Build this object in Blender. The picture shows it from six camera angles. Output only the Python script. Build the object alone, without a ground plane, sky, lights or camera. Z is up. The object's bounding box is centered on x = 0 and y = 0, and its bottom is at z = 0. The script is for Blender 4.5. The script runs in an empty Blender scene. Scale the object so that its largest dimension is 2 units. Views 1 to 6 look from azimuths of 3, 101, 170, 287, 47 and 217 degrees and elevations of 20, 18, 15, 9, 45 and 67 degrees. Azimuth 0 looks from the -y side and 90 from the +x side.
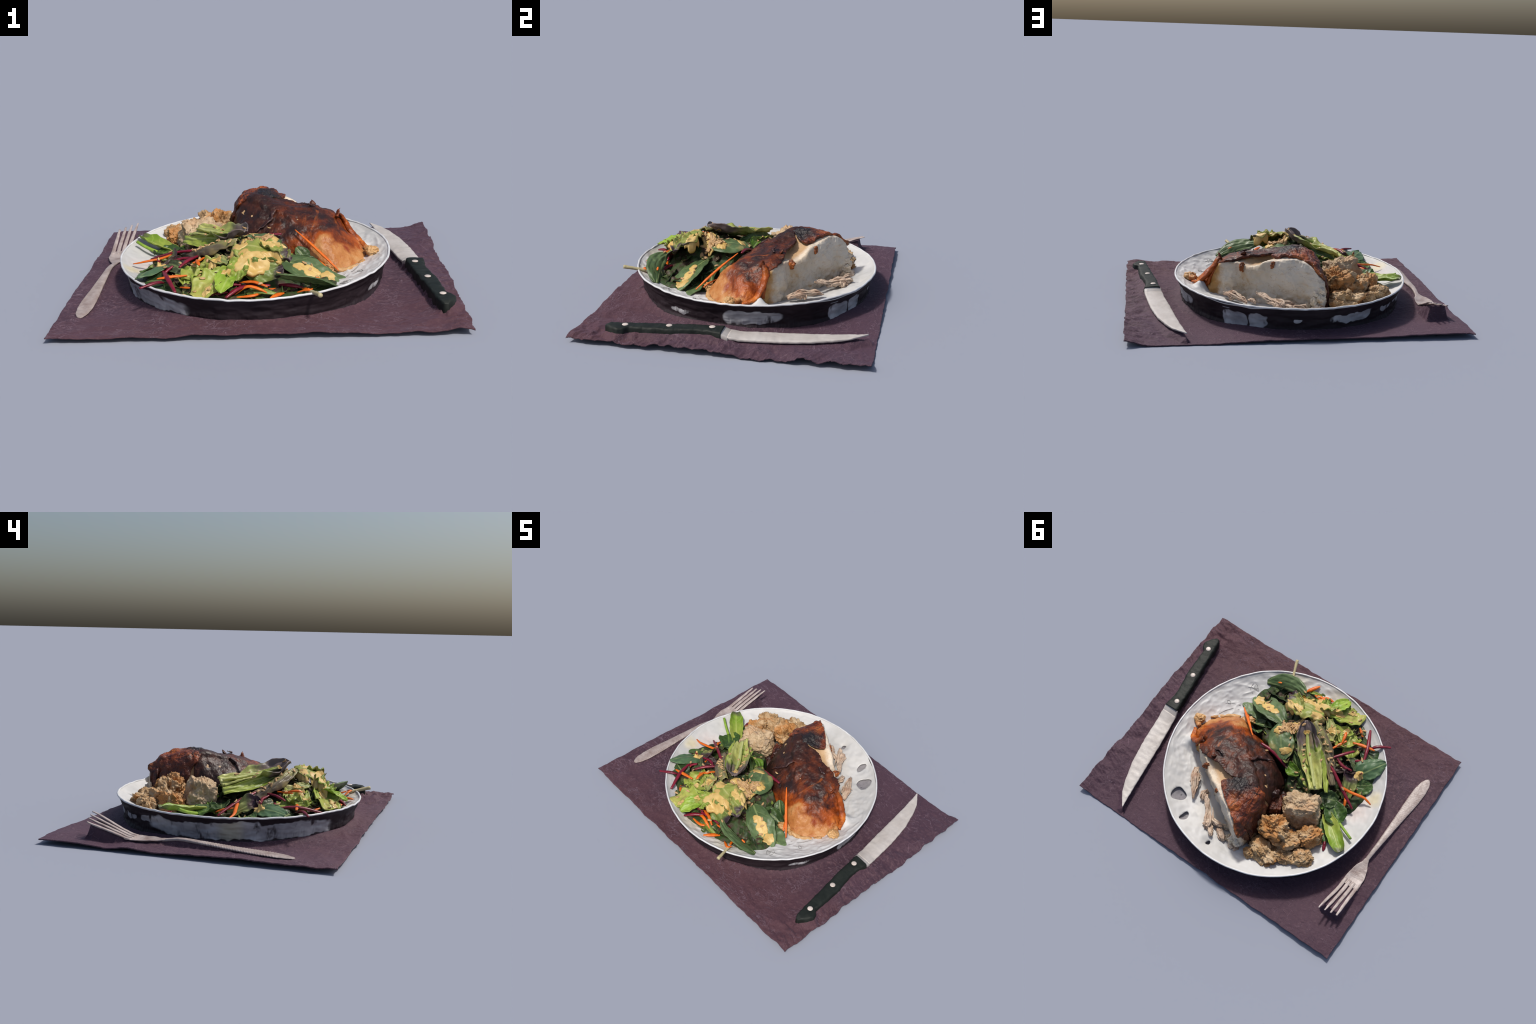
import bpy, math, random
import numpy as np
from mathutils import Vector, Matrix
from mathutils.bvhtree import BVHTree

random.seed(7)
rng = np.random.default_rng(7)
COL = bpy.context.scene.collection

# ------------------------------------------------------------------ numeric helpers
_perm = np.random.default_rng(3).permutation(256)
_perm = np.r_[_perm, _perm, _perm]
_grad = np.random.default_rng(4).normal(size=(256, 3))
_grad /= np.linalg.norm(_grad, axis=1)[:, None]


def perlin(p):
    p = np.asarray(p, float)
    i = np.floor(p).astype(int)
    f = p - i
    i &= 255
    u = f * f * f * (f * (f * 6 - 15) + 10)
    out = 0
    for dx in (0, 1):
        for dy in (0, 1):
            for dz in (0, 1):
                h = _perm[_perm[_perm[i[..., 0] + dx] + i[..., 1] + dy] + i[..., 2] + dz]
                g = _grad[h]
                d = g[..., 0] * (f[..., 0] - dx) + g[..., 1] * (f[..., 1] - dy) + g[..., 2] * (f[..., 2] - dz)
                w = (u[..., 0] if dx else 1 - u[..., 0]) * (u[..., 1] if dy else 1 - u[..., 1]) * (u[..., 2] if dz else 1 - u[..., 2])
                out = out + w * d
    return out * 1.6


def fbm(p, octaves=4, gain=.5):
    p = np.asarray(p, float)
    o, a = 0, 1
    for k in range(octaves):
        o = o + a * perlin(p * 2 ** k + 17.3 * k)
        a *= gain
    return o


def ridged(p, octaves=3):
    p = np.asarray(p, float)
    o, a = 0, 1
    for k in range(octaves):
        o = o + a * (1 - np.abs(perlin(p * 2 ** k + 9.1 * k)) * 2.2) ** 3
        a *= .5
    return o


def smooth(a, b, x):
    t = np.clip((x - a) / (b - a), 0, 1)
    return t * t * (3 - 2 * t)


def surface(points):
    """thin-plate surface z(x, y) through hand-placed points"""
    P = np.array(points, float)
    n = len(P)
    d = np.linalg.norm(P[:, None, :2] - P[None, :, :2], axis=2)
    K = np.where(d > 0, d * d * np.log(d + 1e-12), 0) + np.eye(n) * 2e-4
    A = np.zeros((n + 3, n + 3))
    A[:n, :n] = K
    A[:n, n:] = np.c_[np.ones(n), P[:, :2]]
    A[n:, :n] = A[:n, n:].T
    w = np.linalg.solve(A, np.r_[P[:, 2], 0, 0, 0])

    def f(x, y):
        x = np.asarray(x, float)
        y = np.asarray(y, float)
        o = w[n] + w[n + 1] * x + w[n + 2] * y
        for k in range(n):
            r2 = (x - P[k, 0]) ** 2 + (y - P[k, 1]) ** 2
            o = o + w[k] * .5 * r2 * np.log(r2 + 1e-12)
        return o
    return f


def catmull(pts, n):
    P = np.array(pts, float)
    P = np.vstack([2 * P[0] - P[1], P, 2 * P[-1] - P[-2]])
    m = len(P) - 3
    t = np.linspace(0, m, n)
    k = np.minimum(t.astype(int), m - 1)
    u = (t - k)[:, None]
    a, b, c, d = P[k], P[k + 1], P[k + 2], P[k + 3]
    return .5 * (2 * b + (c - a) * u + (2 * a - 5 * b + 4 * c - d) * u ** 2 + (3 * b - 3 * c + d - a) * u ** 3)


def closed_outline(pts, n=200, rag=0.0, scale=14, seed=0):
    P = np.array(pts, float)
    Q = catmull(np.vstack([P[-2:], P, P[:3]]), 40 * (len(P) + 4))
    # keep one full turn
    seg = np.linspace(0, len(Q) - 1, len(P) + 5).astype(int)
    Q = Q[seg[2]:seg[2 + len(P)]]
    d = np.r_[0, np.cumsum(np.linalg.norm(np.diff(np.vstack([Q, Q[:1]]), axis=0), axis=1))]
    s = np.linspace(0, d[-1], n, endpoint=False)
    R = np.c_[np.interp(s, d, np.r_[Q[:, 0], Q[0, 0]]), np.interp(s, d, np.r_[Q[:, 1], Q[0, 1]])]
    if rag:
        q = np.c_[R * scale, np.full(n, seed * 3.7)]
        R = R + rag * np.c_[fbm(q, 3), fbm(q + 31.7, 3)]
    return R


def in_poly(x, y, P):
    c = np.zeros(np.shape(x), bool)
    for a, b in zip(P, np.roll(P, -1, 0)):
        if a[1] == b[1]:
            continue
        hit = ((a[1] > y) != (b[1] > y)) & (x < (b[0] - a[0]) * (y - a[1]) / (b[1] - a[1]) + a[0])
        c ^= hit
    return c


def dist_poly(x, y, P):
    """distance to a closed outline, with the nearest point"""
    best = np.full(np.shape(x), 1e9)
    nx = np.zeros(np.shape(x))
    ny = np.zeros(np.shape(x))
    for a, b in zip(P, np.roll(P, -1, 0)):
        e = b - a
        t = np.clip(((x - a[0]) * e[0] + (y - a[1]) * e[1]) / (e @ e + 1e-12), 0, 1)
        px, py = a[0] + t * e[0], a[1] + t * e[1]
        d = np.hypot(x - px, y - py)
        m = d < best
        best = np.where(m, d, best)
        nx = np.where(m, px, nx)
        ny = np.where(m, py, ny)
    return best, nx, ny


# ------------------------------------------------------------------ mesh helpers
SALAD_SURF = []          # world-space (verts, faces) that dressing and nuts may rest on


def make(name, verts, faces, mat, parent=None, smooth_shade=True, local=None, surf=False, mats=None, face_mat=None):
    verts = np.asarray(verts, float)
    if surf:
        SALAD_SURF.append((verts, faces))
    if local is not None:
        inv = np.array(local.inverted())
        verts = verts @ inv[:3, :3].T + inv[:3, 3]
    me = bpy.data.meshes.new(name)
    me.from_pydata(verts.tolist(), [], [tuple(int(k) for k in f) for f in faces])
    for m in (mats or [mat]):
        me.materials.append(m)
    if face_mat is not None:
        me.polygons.foreach_set("material_index", np.asarray(face_mat, np.int32))
    me.polygons.foreach_set("use_smooth", [smooth_shade] * len(me.polygons))
    me.update()
    ob = bpy.data.objects.new(name, me)
    COL.objects.link(ob)
    if local is not None:
        ob.matrix_world = local
    if parent is not None:
        ob.parent = parent
    return ob


def empty(name, label, category, loc=(0, 0, 0)):
    e = bpy.data.objects.new(name, None)
    e.empty_display_size = .1
    e["label"] = label
    e["category"] = category
    COL.objects.link(e)
    return e


def solid(top, bottom, quads):
    """closed shell from a top sheet and a bottom sheet that share a quad layout"""
    n = len(top)
    quads = np.asarray(quads)
    edges = {}
    for q in quads:
        for a, b in zip(q, np.roll(q, -1)):
            edges[(int(a), int(b))] = 1
    side = [(b, a, a + n, b + n) for (a, b) in edges if (b, a) not in edges]
    faces = [tuple(q) for q in quads] + [tuple(q[::-1] + n) for q in quads] + side
    return np.vstack([top, bottom]), faces


def grid_quads(nu, nv, wrap=False):
    q = []
    for i in range(nu - 1):
        for j in range(nv if wrap else nv - 1):
            k = (j + 1) % nv
            q.append((i * nv + j, i * nv + k, (i + 1) * nv + k, (i + 1) * nv + j))
    return np.array(q)


def remesh(ob, size, smooth_iter=0):
    m = ob.modifiers.new("r", "REMESH")
    m.mode = "VOXEL"
    m.voxel_size = size
    if smooth_iter:
        s = ob.modifiers.new("s", "SMOOTH")
        s.iterations = smooth_iter
        s.factor = .5
    dg = bpy.context.evaluated_depsgraph_get()
    me = bpy.data.meshes.new_from_object(ob.evaluated_get(dg))
    old = ob.data
    ob.modifiers.clear()
    ob.data = me
    bpy.data.meshes.remove(old)
    me.polygons.foreach_set("use_smooth", [True] * len(me.polygons))
    return ob


def displace(ob, fn):
    me = ob.data
    n = len(me.vertices)
    co = np.empty(n * 3)
    no = np.empty(n * 3)
    me.vertices.foreach_get("co", co)
    me.vertex_normals.foreach_get("vector", no)
    co = co.reshape(-1, 3)
    no = no.reshape(-1, 3)
    co = co + no * fn(co, no)[:, None]
    me.vertices.foreach_set("co", co.ravel())
    me.update()


def tube(pts, radii, n=10, flat=1.0, up=(0, 0, 1), rough=0, seed=0, m=24, cap=True):
    C = catmull(pts, m)
    r = np.interp(np.linspace(0, 1, m), np.linspace(0, 1, len(radii)), radii)
    T = np.gradient(C, axis=0)
    T /= np.linalg.norm(T, axis=1)[:, None]
    S = np.cross(np.broadcast_to(up, T.shape), T)
    S /= np.linalg.norm(S, axis=1)[:, None] + 1e-9
    N = np.cross(T, S)
    a = np.linspace(0, 2 * np.pi, n, endpoint=False)
    V = C[:, None] + r[:, None, None] * (np.cos(a)[None, :, None] * S[:, None] + flat * np.sin(a)[None, :, None] * N[:, None])
    V = V.reshape(-1, 3)
    if rough:
        V = V + rough * np.stack([fbm(V * 45 + seed, 2), fbm(V * 45 + seed + 9, 2), fbm(V * 45 + seed + 5, 2)], 1)
    F = [tuple(q) for q in grid_quads(m, n, True)]
    F.append(tuple(range(n))[::-1])
    F.append(tuple((m - 1) * n + k for k in range(n)))
    return V, F


def sphere_grid(nu, nv):
    u = np.linspace(0, np.pi, nu)
    v = np.linspace(0, 2 * np.pi, nv, endpoint=False)
    U, W = np.meshgrid(u, v, indexing="ij")
    return np.stack([np.sin(U) * np.cos(W), np.sin(U) * np.sin(W), np.cos(U)], -1).reshape(-1, 3), [tuple(q) for q in grid_quads(nu, nv, True)]


def lump(center, size, rotz, square=.5, amp=.16, freq=1.6, seed=0, tilt=0, fine=.05, res=(48, 72)):
    """squarish knobbly chunk"""
    V, F = sphere_grid(*res)
    m = np.max(np.abs(V), axis=1)[:, None]
    V = V * (1 - square) + (V / m) * square * .86
    n = fbm(V * freq + seed * 5.3, 3)
    k = ridged(V * freq * 1.7 + seed * 2.1, 2)
    g = fbm(V * 9 + seed, 3)
    V = V * (1 + amp * n + amp * .25 * (k - .7) + fine * g + .5 * fine * fbm(V * 22 + seed, 2))[:, None]
    V = V * np.array(size)
    R = Matrix.Rotation(rotz, 3, 'Z') @ Matrix.Rotation(tilt, 3, 'X')
    return V @ np.array(R).T + np.array(center), F


# ------------------------------------------------------------------ material helpers
class Mat:
    def __init__(s, name, rough=.6, spec=.3):
        s.m = bpy.data.materials.new(name)
        s.m.use_nodes = True
        s.nt = s.m.node_tree
        s.b = s.nt.nodes["Principled BSDF"]
        s.b.inputs["Roughness"].default_value = rough
        s.b.inputs["Specular IOR Level"].default_value = spec
        s.co = s.n("ShaderNodeTexCoord").outputs["Object"]
        s.sep = None

    def n(s, t):
        return s.nt.nodes.new(t)

    def link(s, v, sock):
        if isinstance(v, bpy.types.NodeSocket):
            s.nt.links.new(v, sock)
        elif isinstance(v, (tuple, list)):
            sock.default_value = tuple(v) + ((1,) if len(v) == 3 and sock.type == 'RGBA' else ())
        else:
            sock.default_value = v

    def axis(s, k):
        if s.sep is None:
            s.sep = s.n("ShaderNodeSeparateXYZ")
            s.link(s.co, s.sep.inputs[0])
        return s.sep.outputs[k]

    def math(s, op, a, b=0.0, c=0.0):
        n = s.n("ShaderNodeMath")
        n.operation = op
        for k, v in enumerate((a, b, c)):
            s.link(v, n.inputs[k])
        return n.outputs[0]

    def lin(s, x=0, y=0, z=0, o=0):
        """x*X + y*Y + z*Z + o"""
        r = o
        for k, w in enumerate((x, y, z)):
            if w:
                r = s.math('MULTIPLY_ADD', s.axis(k), w, r)
        return r

    def noise(s, scale, detail=4, rough=.55, stretch=(1, 1, 1), dist=0, off=(0, 0, 0)):
        mp = s.n("ShaderNodeMapping")
        s.link(s.co, mp.inputs[0])
        mp.inputs["Scale"].default_value = stretch
        mp.inputs["Location"].default_value = off
        n = s.n("ShaderNodeTexNoise")
        s.link(mp.outputs[0], n.inputs["Vector"])
        n.inputs["Scale"].default_value = scale
        n.inputs["Detail"].default_value = detail
        n.inputs["Roughness"].default_value = rough
        n.inputs["Distortion"].default_value = dist
        return n.outputs[0]

    def voronoi(s, scale, feature='F1', stretch=(1, 1, 1)):
        mp = s.n("ShaderNodeMapping")
        s.link(s.co, mp.inputs[0])
        mp.inputs["Scale"].default_value = stretch
        n = s.n("ShaderNodeTexVoronoi")
        n.feature = feature
        s.link(mp.outputs[0], n.inputs["Vector"])
        n.inputs["Scale"].default_value = scale
        return n.outputs["Distance"]

    def ramp(s, f, *stops):
        n = s.n("ShaderNodeValToRGB")
        el = n.color_ramp.elements
        while len(el) < len(stops):
            el.new(.5)
        for e, (p, c) in zip(el, stops):
            e.position = p
            e.color = (c, c, c, 1) if isinstance(c, (int, float)) else tuple(c) + (1,)
        s.link(f, n.inputs[0])
        return n.outputs[0]

    def step(s, f, a, b):
        n = s.n("ShaderNodeMapRange")
        n.interpolation_type = 'SMOOTHSTEP'
        s.link(f, n.inputs[0])
        n.inputs[1].default_value = a
        n.inputs[2].default_value = b
        return n.outputs[0]

    def mix(s, f, a, b, mode='MIX'):
        n = s.n("ShaderNodeMix")
        n.data_type = 'RGBA'
        n.blend_type = mode
        s.link(f, n.inputs[0])
        s.link(a, n.inputs[6])
        s.link(b, n.inputs[7])
        return n.outputs[2]

    def spot(s, x, y, r, soft=.5, jitter=0.0):
        """round mask around (x, y)"""
        dx = s.lin(x=1, o=-x)
        dy = s.lin(y=1, o=-y)
        d = s.math('SQRT', s.math('ADD', s.math('MULTIPLY', dx, dx), s.math('MULTIPLY', dy, dy)))
        if jitter:
            d = s.math('MULTIPLY_ADD', s.math('SUBTRACT', s.noise(26, 3), .5), jitter, d)
        return s.math('SUBTRACT', 1.0, s.step(d, r * (1 - soft), r * (1 + soft)))

    def done(s, color, bump=None, strength=.3, dist=.004, rough=None):
        s.link(color, s.b.inputs["Base Color"])
        if rough is not None:
            s.link(rough, s.b.inputs["Roughness"])
        if bump is not None:
            n = s.n("ShaderNodeBump")
            n.inputs["Strength"].default_value = strength
            n.inputs["Distance"].default_value = dist
            s.link(bump, n.inputs["Height"])
            s.nt.links.new(n.outputs[0], s.b.inputs["Normal"])
        return s.m


# ---- materials of the set pieces
def mat_leather():
    s = Mat("plum_leather", .68, .22)
    n = s.noise(3.2, 5)
    c = s.ramp(n, (.3, (.044, .022, .033)), (.7, (.074, .038, .053)))
    g = s.noise(60, 3)
    c = s.mix(s.step(g, .45, .75), c, (.105, .058, .070))
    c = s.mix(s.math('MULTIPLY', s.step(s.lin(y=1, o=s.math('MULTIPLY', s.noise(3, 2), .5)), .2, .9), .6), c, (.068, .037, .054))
    warm = s.step(s.lin(y=-1, x=.15, o=s.math('MULTIPLY', s.noise(4, 3), .5)), .55, 1.05)  # front tinted red-brown: warm light baked into the leather colour
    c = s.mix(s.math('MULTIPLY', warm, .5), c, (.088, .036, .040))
    v = s.voronoi(13, 'DISTANCE_TO_EDGE', (1, 1.6, 1))
    crease = s.math('SUBTRACT', 1.0, s.step(v, .0, .035))
    keep = s.step(s.noise(9, 3), .52, .66)
    line = s.math('MULTIPLY', s.math('MULTIPLY', crease, keep), .35)
    n2 = s.noise(18, 6, .6, (.45, 1, 1), 1.4)
    hair = s.math('SUBTRACT', 1.0, s.step(s.math('ABSOLUTE', s.math('SUBTRACT', n2, .5)), .0, .014))
    line = s.math('MAXIMUM', line, s.math('MULTIPLY', hair, s.step(s.noise(7, 3, off=(3, 1, 0)), .44, .60)))
    c = s.mix(s.math('MULTIPLY', line, .7), c, (.25, .17, .21))  # whitish shine along the wrinkles, painted as pale lines
    s.b.inputs['Sheen Weight'].default_value = .12
    s.b.inputs['Sheen Tint'].default_value = (.75, .55, .8, 1)
    return s.done(c, s.math('ADD', s.noise(90, 4), s.math('MULTIPLY', line, 1.2)), .6, .006)


def mat_enamel():
    s = Mat("white_glaze", .5, .3)
    n = s.noise(4.5, 5)
    c = s.ramp(n, (.3, (.45, .445, .43)), (.7, (.60, .60, .595)))  # white lowered to grey-beige to carry the bowl's shading
    stain = s.math('MULTIPLY', s.spot(-.68, -.2, .045, .7, .06), .6)
    c = s.mix(stain, c, (.62, .53, .28))
    pink = s.math('MULTIPLY', s.math('MAXIMUM', s.spot(-.62, -.08, .07, .9, .08), s.spot(.53, -.02, .09, .9, .1)), .35)
    c = s.mix(pink, c, (.62, .43, .36))
    dress = s.math('MULTIPLY', s.math('MAXIMUM', s.spot(.20, -.62, .07, .9, .08), s.spot(-.1, -.66, .08, .9, .1)), .45)
    c = s.mix(dress, c, (.56, .50, .34))
    beige_mottle = s.math('MULTIPLY', s.step(s.noise(5, 3, off=(2, 0, 1)), .5, .75), .35)
    c = s.mix(beige_mottle, c, (.56, .53, .47))
    return s.done(c, s.noise(30, 3), .15, .004)


# pale patches on the dark side of the plate: (angle, half width in degrees, low z, high z)
PATCHES = [(199, 45, .042, .135), (228, 16, .050, .105), (10, 13, .040, .122), (334, 6, .055, .080), (54, 6, .012, .118), (65, 4, .014, .115), (85, 2.4, .075, .098),
           (113, 11, .055, .118), (137, 6, .075, .108), (152, 5, .080, .120)]


def mat_wall():
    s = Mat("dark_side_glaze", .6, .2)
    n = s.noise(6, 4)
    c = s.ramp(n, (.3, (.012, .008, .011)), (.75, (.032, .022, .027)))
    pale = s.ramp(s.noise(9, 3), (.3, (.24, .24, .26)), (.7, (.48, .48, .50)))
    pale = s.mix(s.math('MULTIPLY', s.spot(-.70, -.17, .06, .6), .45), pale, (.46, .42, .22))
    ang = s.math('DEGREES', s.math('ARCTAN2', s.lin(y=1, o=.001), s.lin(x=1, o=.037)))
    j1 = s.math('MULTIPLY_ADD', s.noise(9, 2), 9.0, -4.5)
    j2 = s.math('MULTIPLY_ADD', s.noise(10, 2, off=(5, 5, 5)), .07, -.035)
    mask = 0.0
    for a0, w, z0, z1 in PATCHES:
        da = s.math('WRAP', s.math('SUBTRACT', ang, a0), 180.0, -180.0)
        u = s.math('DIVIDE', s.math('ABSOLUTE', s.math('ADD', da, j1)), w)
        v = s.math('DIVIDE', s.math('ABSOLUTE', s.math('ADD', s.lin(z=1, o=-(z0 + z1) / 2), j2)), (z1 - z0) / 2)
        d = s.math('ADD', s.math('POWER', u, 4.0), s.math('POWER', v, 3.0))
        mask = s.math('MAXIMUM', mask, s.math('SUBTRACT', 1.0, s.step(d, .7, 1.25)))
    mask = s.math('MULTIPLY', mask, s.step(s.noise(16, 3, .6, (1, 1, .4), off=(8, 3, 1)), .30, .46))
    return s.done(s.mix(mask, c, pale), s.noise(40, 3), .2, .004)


def mat_patch():
    s = Mat("pale_side_patch", .5, .3)
    n = s.noise(7, 3)
    c = s.ramp(n, (.3, (.36, .35, .35)), (.7, (.56, .55, .55)))
    c = s.mix(s.math('MULTIPLY', s.spot(-.70, -.17, .06, .6), .45), c, (.46, .42, .22))
    return s.done(c, s.noise(20, 2), .2, .006)


def mat_meat():
    s = Mat("white_breast_meat", .55, .35)
    n = s.noise(5, 5)
    c = s.ramp(n, (.3, (.54, .42, .28)), (.5, (.65, .565, .455)), (.8, (.70, .64, .55)))
    fib = s.noise(30, 5, .6, (.25, .25, 1.2), .5)
    c = s.mix(s.math('MULTIPLY', s.step(fib, .58, .78), .45), c, (.48, .31, .17))
    juice = s.noise(13, 4, .6, off=(4, 2, 7))
    c = s.mix(s.math('MULTIPLY', s.step(juice, .6, .72), .7), c, (.42, .22, .06))
    ln = s.noise(7, 4, .6, (1, 1, 2.2), .8, (2, 9, 4))
    seam = s.math('SUBTRACT', 1.0, s.step(s.math('ABSOLUTE', s.math('SUBTRACT', ln, .5)), .0, .010))
    c = s.mix(s.math('MULTIPLY', seam, .45), c, (.36, .20, .09))
    blotch = s.noise(8, 4, .6, off=(1, 3, 8))
    c = s.mix(s.math('MULTIPLY', s.step(blotch, .56, .70), .5), c, (.50, .30, .13))
    # butter-yellow strip under the folded skin at the front end
    c = s.mix(s.math('MULTIPLY', s.step(s.lin(x=1, y=-.2, o=s.math('MULTIPLY', s.noise(20, 3), .08)), .40, .46), .9), c, (.46, .22, .04))
    # cream flesh along the uncovered top
    c = s.mix(s.math('MULTIPLY', s.math('MULTIPLY', s.step(s.lin(x=-.535, y=-.845), -.375, -.335), s.step(n, .25, .42)), .9), c, (.46, .28, .13))
    s.b.inputs["Subsurface Weight"].default_value = .08
    s.b.inputs["Subsurface Radius"].default_value = (.02, .01, .006)
    return s.done(c, s.math('ADD', fib, s.noise(60, 3)), .35, .006)


def mat_skin():
    s = Mat("roast_skin", .42, .3)
    n = s.noise(6, 5, .6, dist=.6)
    n2 = s.noise(15, 5, .6, off=(5, 3, 1))
    dark = s.ramp(n2, (.32, (.018, .009, .008)), (.5, (.052, .015, .009)), (.68, (.135, .030, .009)))
    orange = s.ramp(n, (.3, (.11, .020, .004)), (.5, (.31, .062, .007)), (.72, (.52, .145, .018)))
    pale = s.ramp(n, (.32, (.30, .095, .020)), (.52, (.43, .18, .055)), (.72, (.52, .29, .125)))
    front = s.lin(x=.355, y=-.935, o=s.math('MULTIPLY', s.math('SUBTRACT', n, .5), .22))
    right = s.lin(x=1, y=.25, o=s.math('MULTIPLY', s.math('SUBTRACT', n2, .5), .3))
    c = s.mix(s.math('MAXIMUM', s.step(front, .10, .165), s.step(right, .42, .52)), dark, orange)
    c = s.mix(s.math('MULTIPLY', s.step(front, .165, .225), s.step(s.lin(x=1), .02, .12)), c, pale)
    # warm streaks where the skin is stretched thin
    st = s.noise(9, 4, .6, (1.6, .5, 1), 1.0, off=(2, 8, 0))
    c = s.mix(s.math('MULTIPLY', s.math('MULTIPLY', s.step(st, .56, .72), s.step(s.lin(x=1), -.02, .2)), .7), c, (.30, .075, .014))
    # charred black towards the far end
    c = s.mix(s.math('MULTIPLY', s.step(s.lin(x=-1, y=.3, o=s.math('MULTIPLY', n, .2)), -.02, .12), .6), c, (.020, .011, .010))
    for x, y, r in ((.17, -.03, .035), (.34, -.02, .03), (.37, .02, .025), (.33, .075, .03), (.25, .1, .03)):
        c = s.mix(s.math('MULTIPLY', s.spot(x, y, r, .6, .03), .85), c, (.018, .010, .010))
    c = s.mix(s.math('MULTIPLY', s.spot(.456, -.064, .018, .8, .02), .9), c, (.22, .03, .008))
    red = s.noise(11, 4, .6, (1, 1, .5), .8, (6, 1, 9))
    c = s.mix(s.math('MULTIPLY', s.math('MULTIPLY', s.step(red, .52, .68), s.step(s.lin(x=1), .2, .35)), .7), c, (.15, .022, .006))
    return s.done(c, s.math('ADD', n2, s.noise(70, 3)), .55, .007)


def mat_crust():
    s = Mat("roast_crust", .36, .4)
    n = s.noise(15, 6, .7, (1, .6, 1), 1.0)
    c = s.ramp(n, (.3, (.022, .010, .013)), (.40, (.10, .021, .010)), (.53, (.26, .052, .012)), (.70, (.46, .14, .032)))  # brightest orange stop paints in the crust's highlights
    c = s.mix(s.spot(.03, .27, .10, .6, .08), c, (.018, .014, .014))
    c = s.mix(s.math('MULTIPLY', s.step(s.lin(x=-1, y=.1, o=s.math('MULTIPLY', s.noise(10, 3), .1)), .17, .25), .7), c, (.035, .012, .010))
    edge = s.step(s.lin(x=.535, y=.845, o=s.math('MULTIPLY', n, .05)), .385, .42)
    c = s.mix(s.math('MULTIPLY', edge, .7), c, (.34, .10, .018))
    wr = s.noise(24, 4, .6, (1.5, .35, 1), 1.2)
    c = s.mix(s.math('MULTIPLY', s.step(wr, .52, .40), .55), c, (.022, .010, .012))
    return s.done(c, s.math('ADD', wr, s.noise(70, 3)), .8, .010)


def mat_simple(name, stops, scale=12, rough=.55, spec=.3, bump=.3, detail=4, stretch=(1, 1, 1)):
    s = Mat(name, rough, spec)
    c = s.ramp(s.noise(scale, detail, .6, stretch), *stops)
    oi = s.n("ShaderNodeObjectInfo").outputs["Random"]
    c = s.mix(s.math('MULTIPLY', oi, .25), c, tuple(.6 * k for k in stops[0][1]))
    return s.done(c, s.noise(scale * 5, 3), bump, .004)


def mat_stuffing(pale=0.0):
    s = Mat("bread_stuffing", .6, .3)
    n = s.noise(14, 5, .65)
    c = s.ramp(n, (.33, (.12, .055, .022)), (.46, (.36, .22, .10)), (.64, (.56, .41, .25)))
    oi = s.n("ShaderNodeObjectInfo").outputs["Random"]
    c = s.mix(s.math('MULTIPLY', s.step(s.math('ADD', s.noise(9, 3, off=(4, 4, 4)), s.math('MULTIPLY', oi, .16)), .56, .72), .7), c, (.46, .19, .045))
    c = s.mix(s.math('MULTIPLY', s.step(s.noise(11, 3, off=(1, 7, 3)), .62, .75), .6), c, (.20, .075, .05))
    c = s.mix(pale, c, s.ramp(s.noise(22, 4, .6), (.3, (.30, .21, .12)), (.6, (.56, .47, .34))))
    return s.done(c, s.math('ADD', n, s.noise(55, 4)), .6, .008)


def mat_leaf(name, base, tip, L, W, vein, purple=None, edge=None, dressing=0.0, gloss=.42, veins=95):
    """leaf colour: base-to-tip gradient, slanted side veins, midrib, optional dark tip, dressing film"""
    s = Mat(name, gloss, .4)
    t = s.math('DIVIDE', s.axis(0), L)
    a = s.math('ABSOLUTE', s.axis(1))
    n = s.noise(14, 4)
    w = s.math('MULTIPLY_ADD', s.math('SUBTRACT', n, .5), .5, t)
    c = s.mix(s.step(w, .15, .75), base, tip)
    c = s.mix(s.math('MULTIPLY', s.step(s.noise(22, 4, off=(3, 3, 3)), .42, .7), .45), c, tuple(.5 * k for k in base))
    ph = s.math('SINE', s.math('MULTIPLY', s.math('ADD', s.math('MULTIPLY_ADD', a, -1.1, s.axis(0)), s.math('MULTIPLY', n, .06)), veins))
    vm = s.step(ph, .86, 1.0)
    c = s.mix(s.math('MULTIPLY', s.math('MULTIPLY', vm, s.step(s.noise(18, 2, off=(9, 2, 4)), .4, .6)), .3), c, vein)
    rib = s.math('SUBTRACT', 1.0, s.step(s.math('ADD', a, s.math('MULTIPLY', t, .003)), .003, .008))
    c = s.mix(s.math('MULTIPLY', rib, .65), c, vein)
    if purple:
        c = s.mix(s.step(w, purple[1], purple[1] + .22), c, purple[0])
    if edge:
        c = s.mix(s.math('MULTIPLY', s.step(s.math('MULTIPLY_ADD', s.math('SUBTRACT', n, .5), W * .8, a), W * .6, W * .95), .8), c, edge)
    if dressing:
        c = s.mix(s.math('MULTIPLY', s.step(s.noise(11, 3, off=(7, 1, 2)), .5, .66), dressing), c, (.50, .38, .13))
    s.b.inputs["Subsurface Weight"].default_value = .0
    m = s.done(c, s.math('ADD', s.math('MULTIPLY', ph, -.25), s.noise(60, 3)), .35, .004)
    tr = s.n("ShaderNodeBsdfTranslucent")
    s.link(c, tr.inputs[0])
    mx = s.n("ShaderNodeMixShader")
    mx.inputs[0].default_value = .16
    out = s.nt.nodes["Material Output"]
    s.nt.links.new(s.b.outputs[0], mx.inputs[1])
    s.nt.links.new(tr.outputs[0], mx.inputs[2])
    s.nt.links.new(mx.outputs[0], out.inputs[0])
    return m


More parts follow.
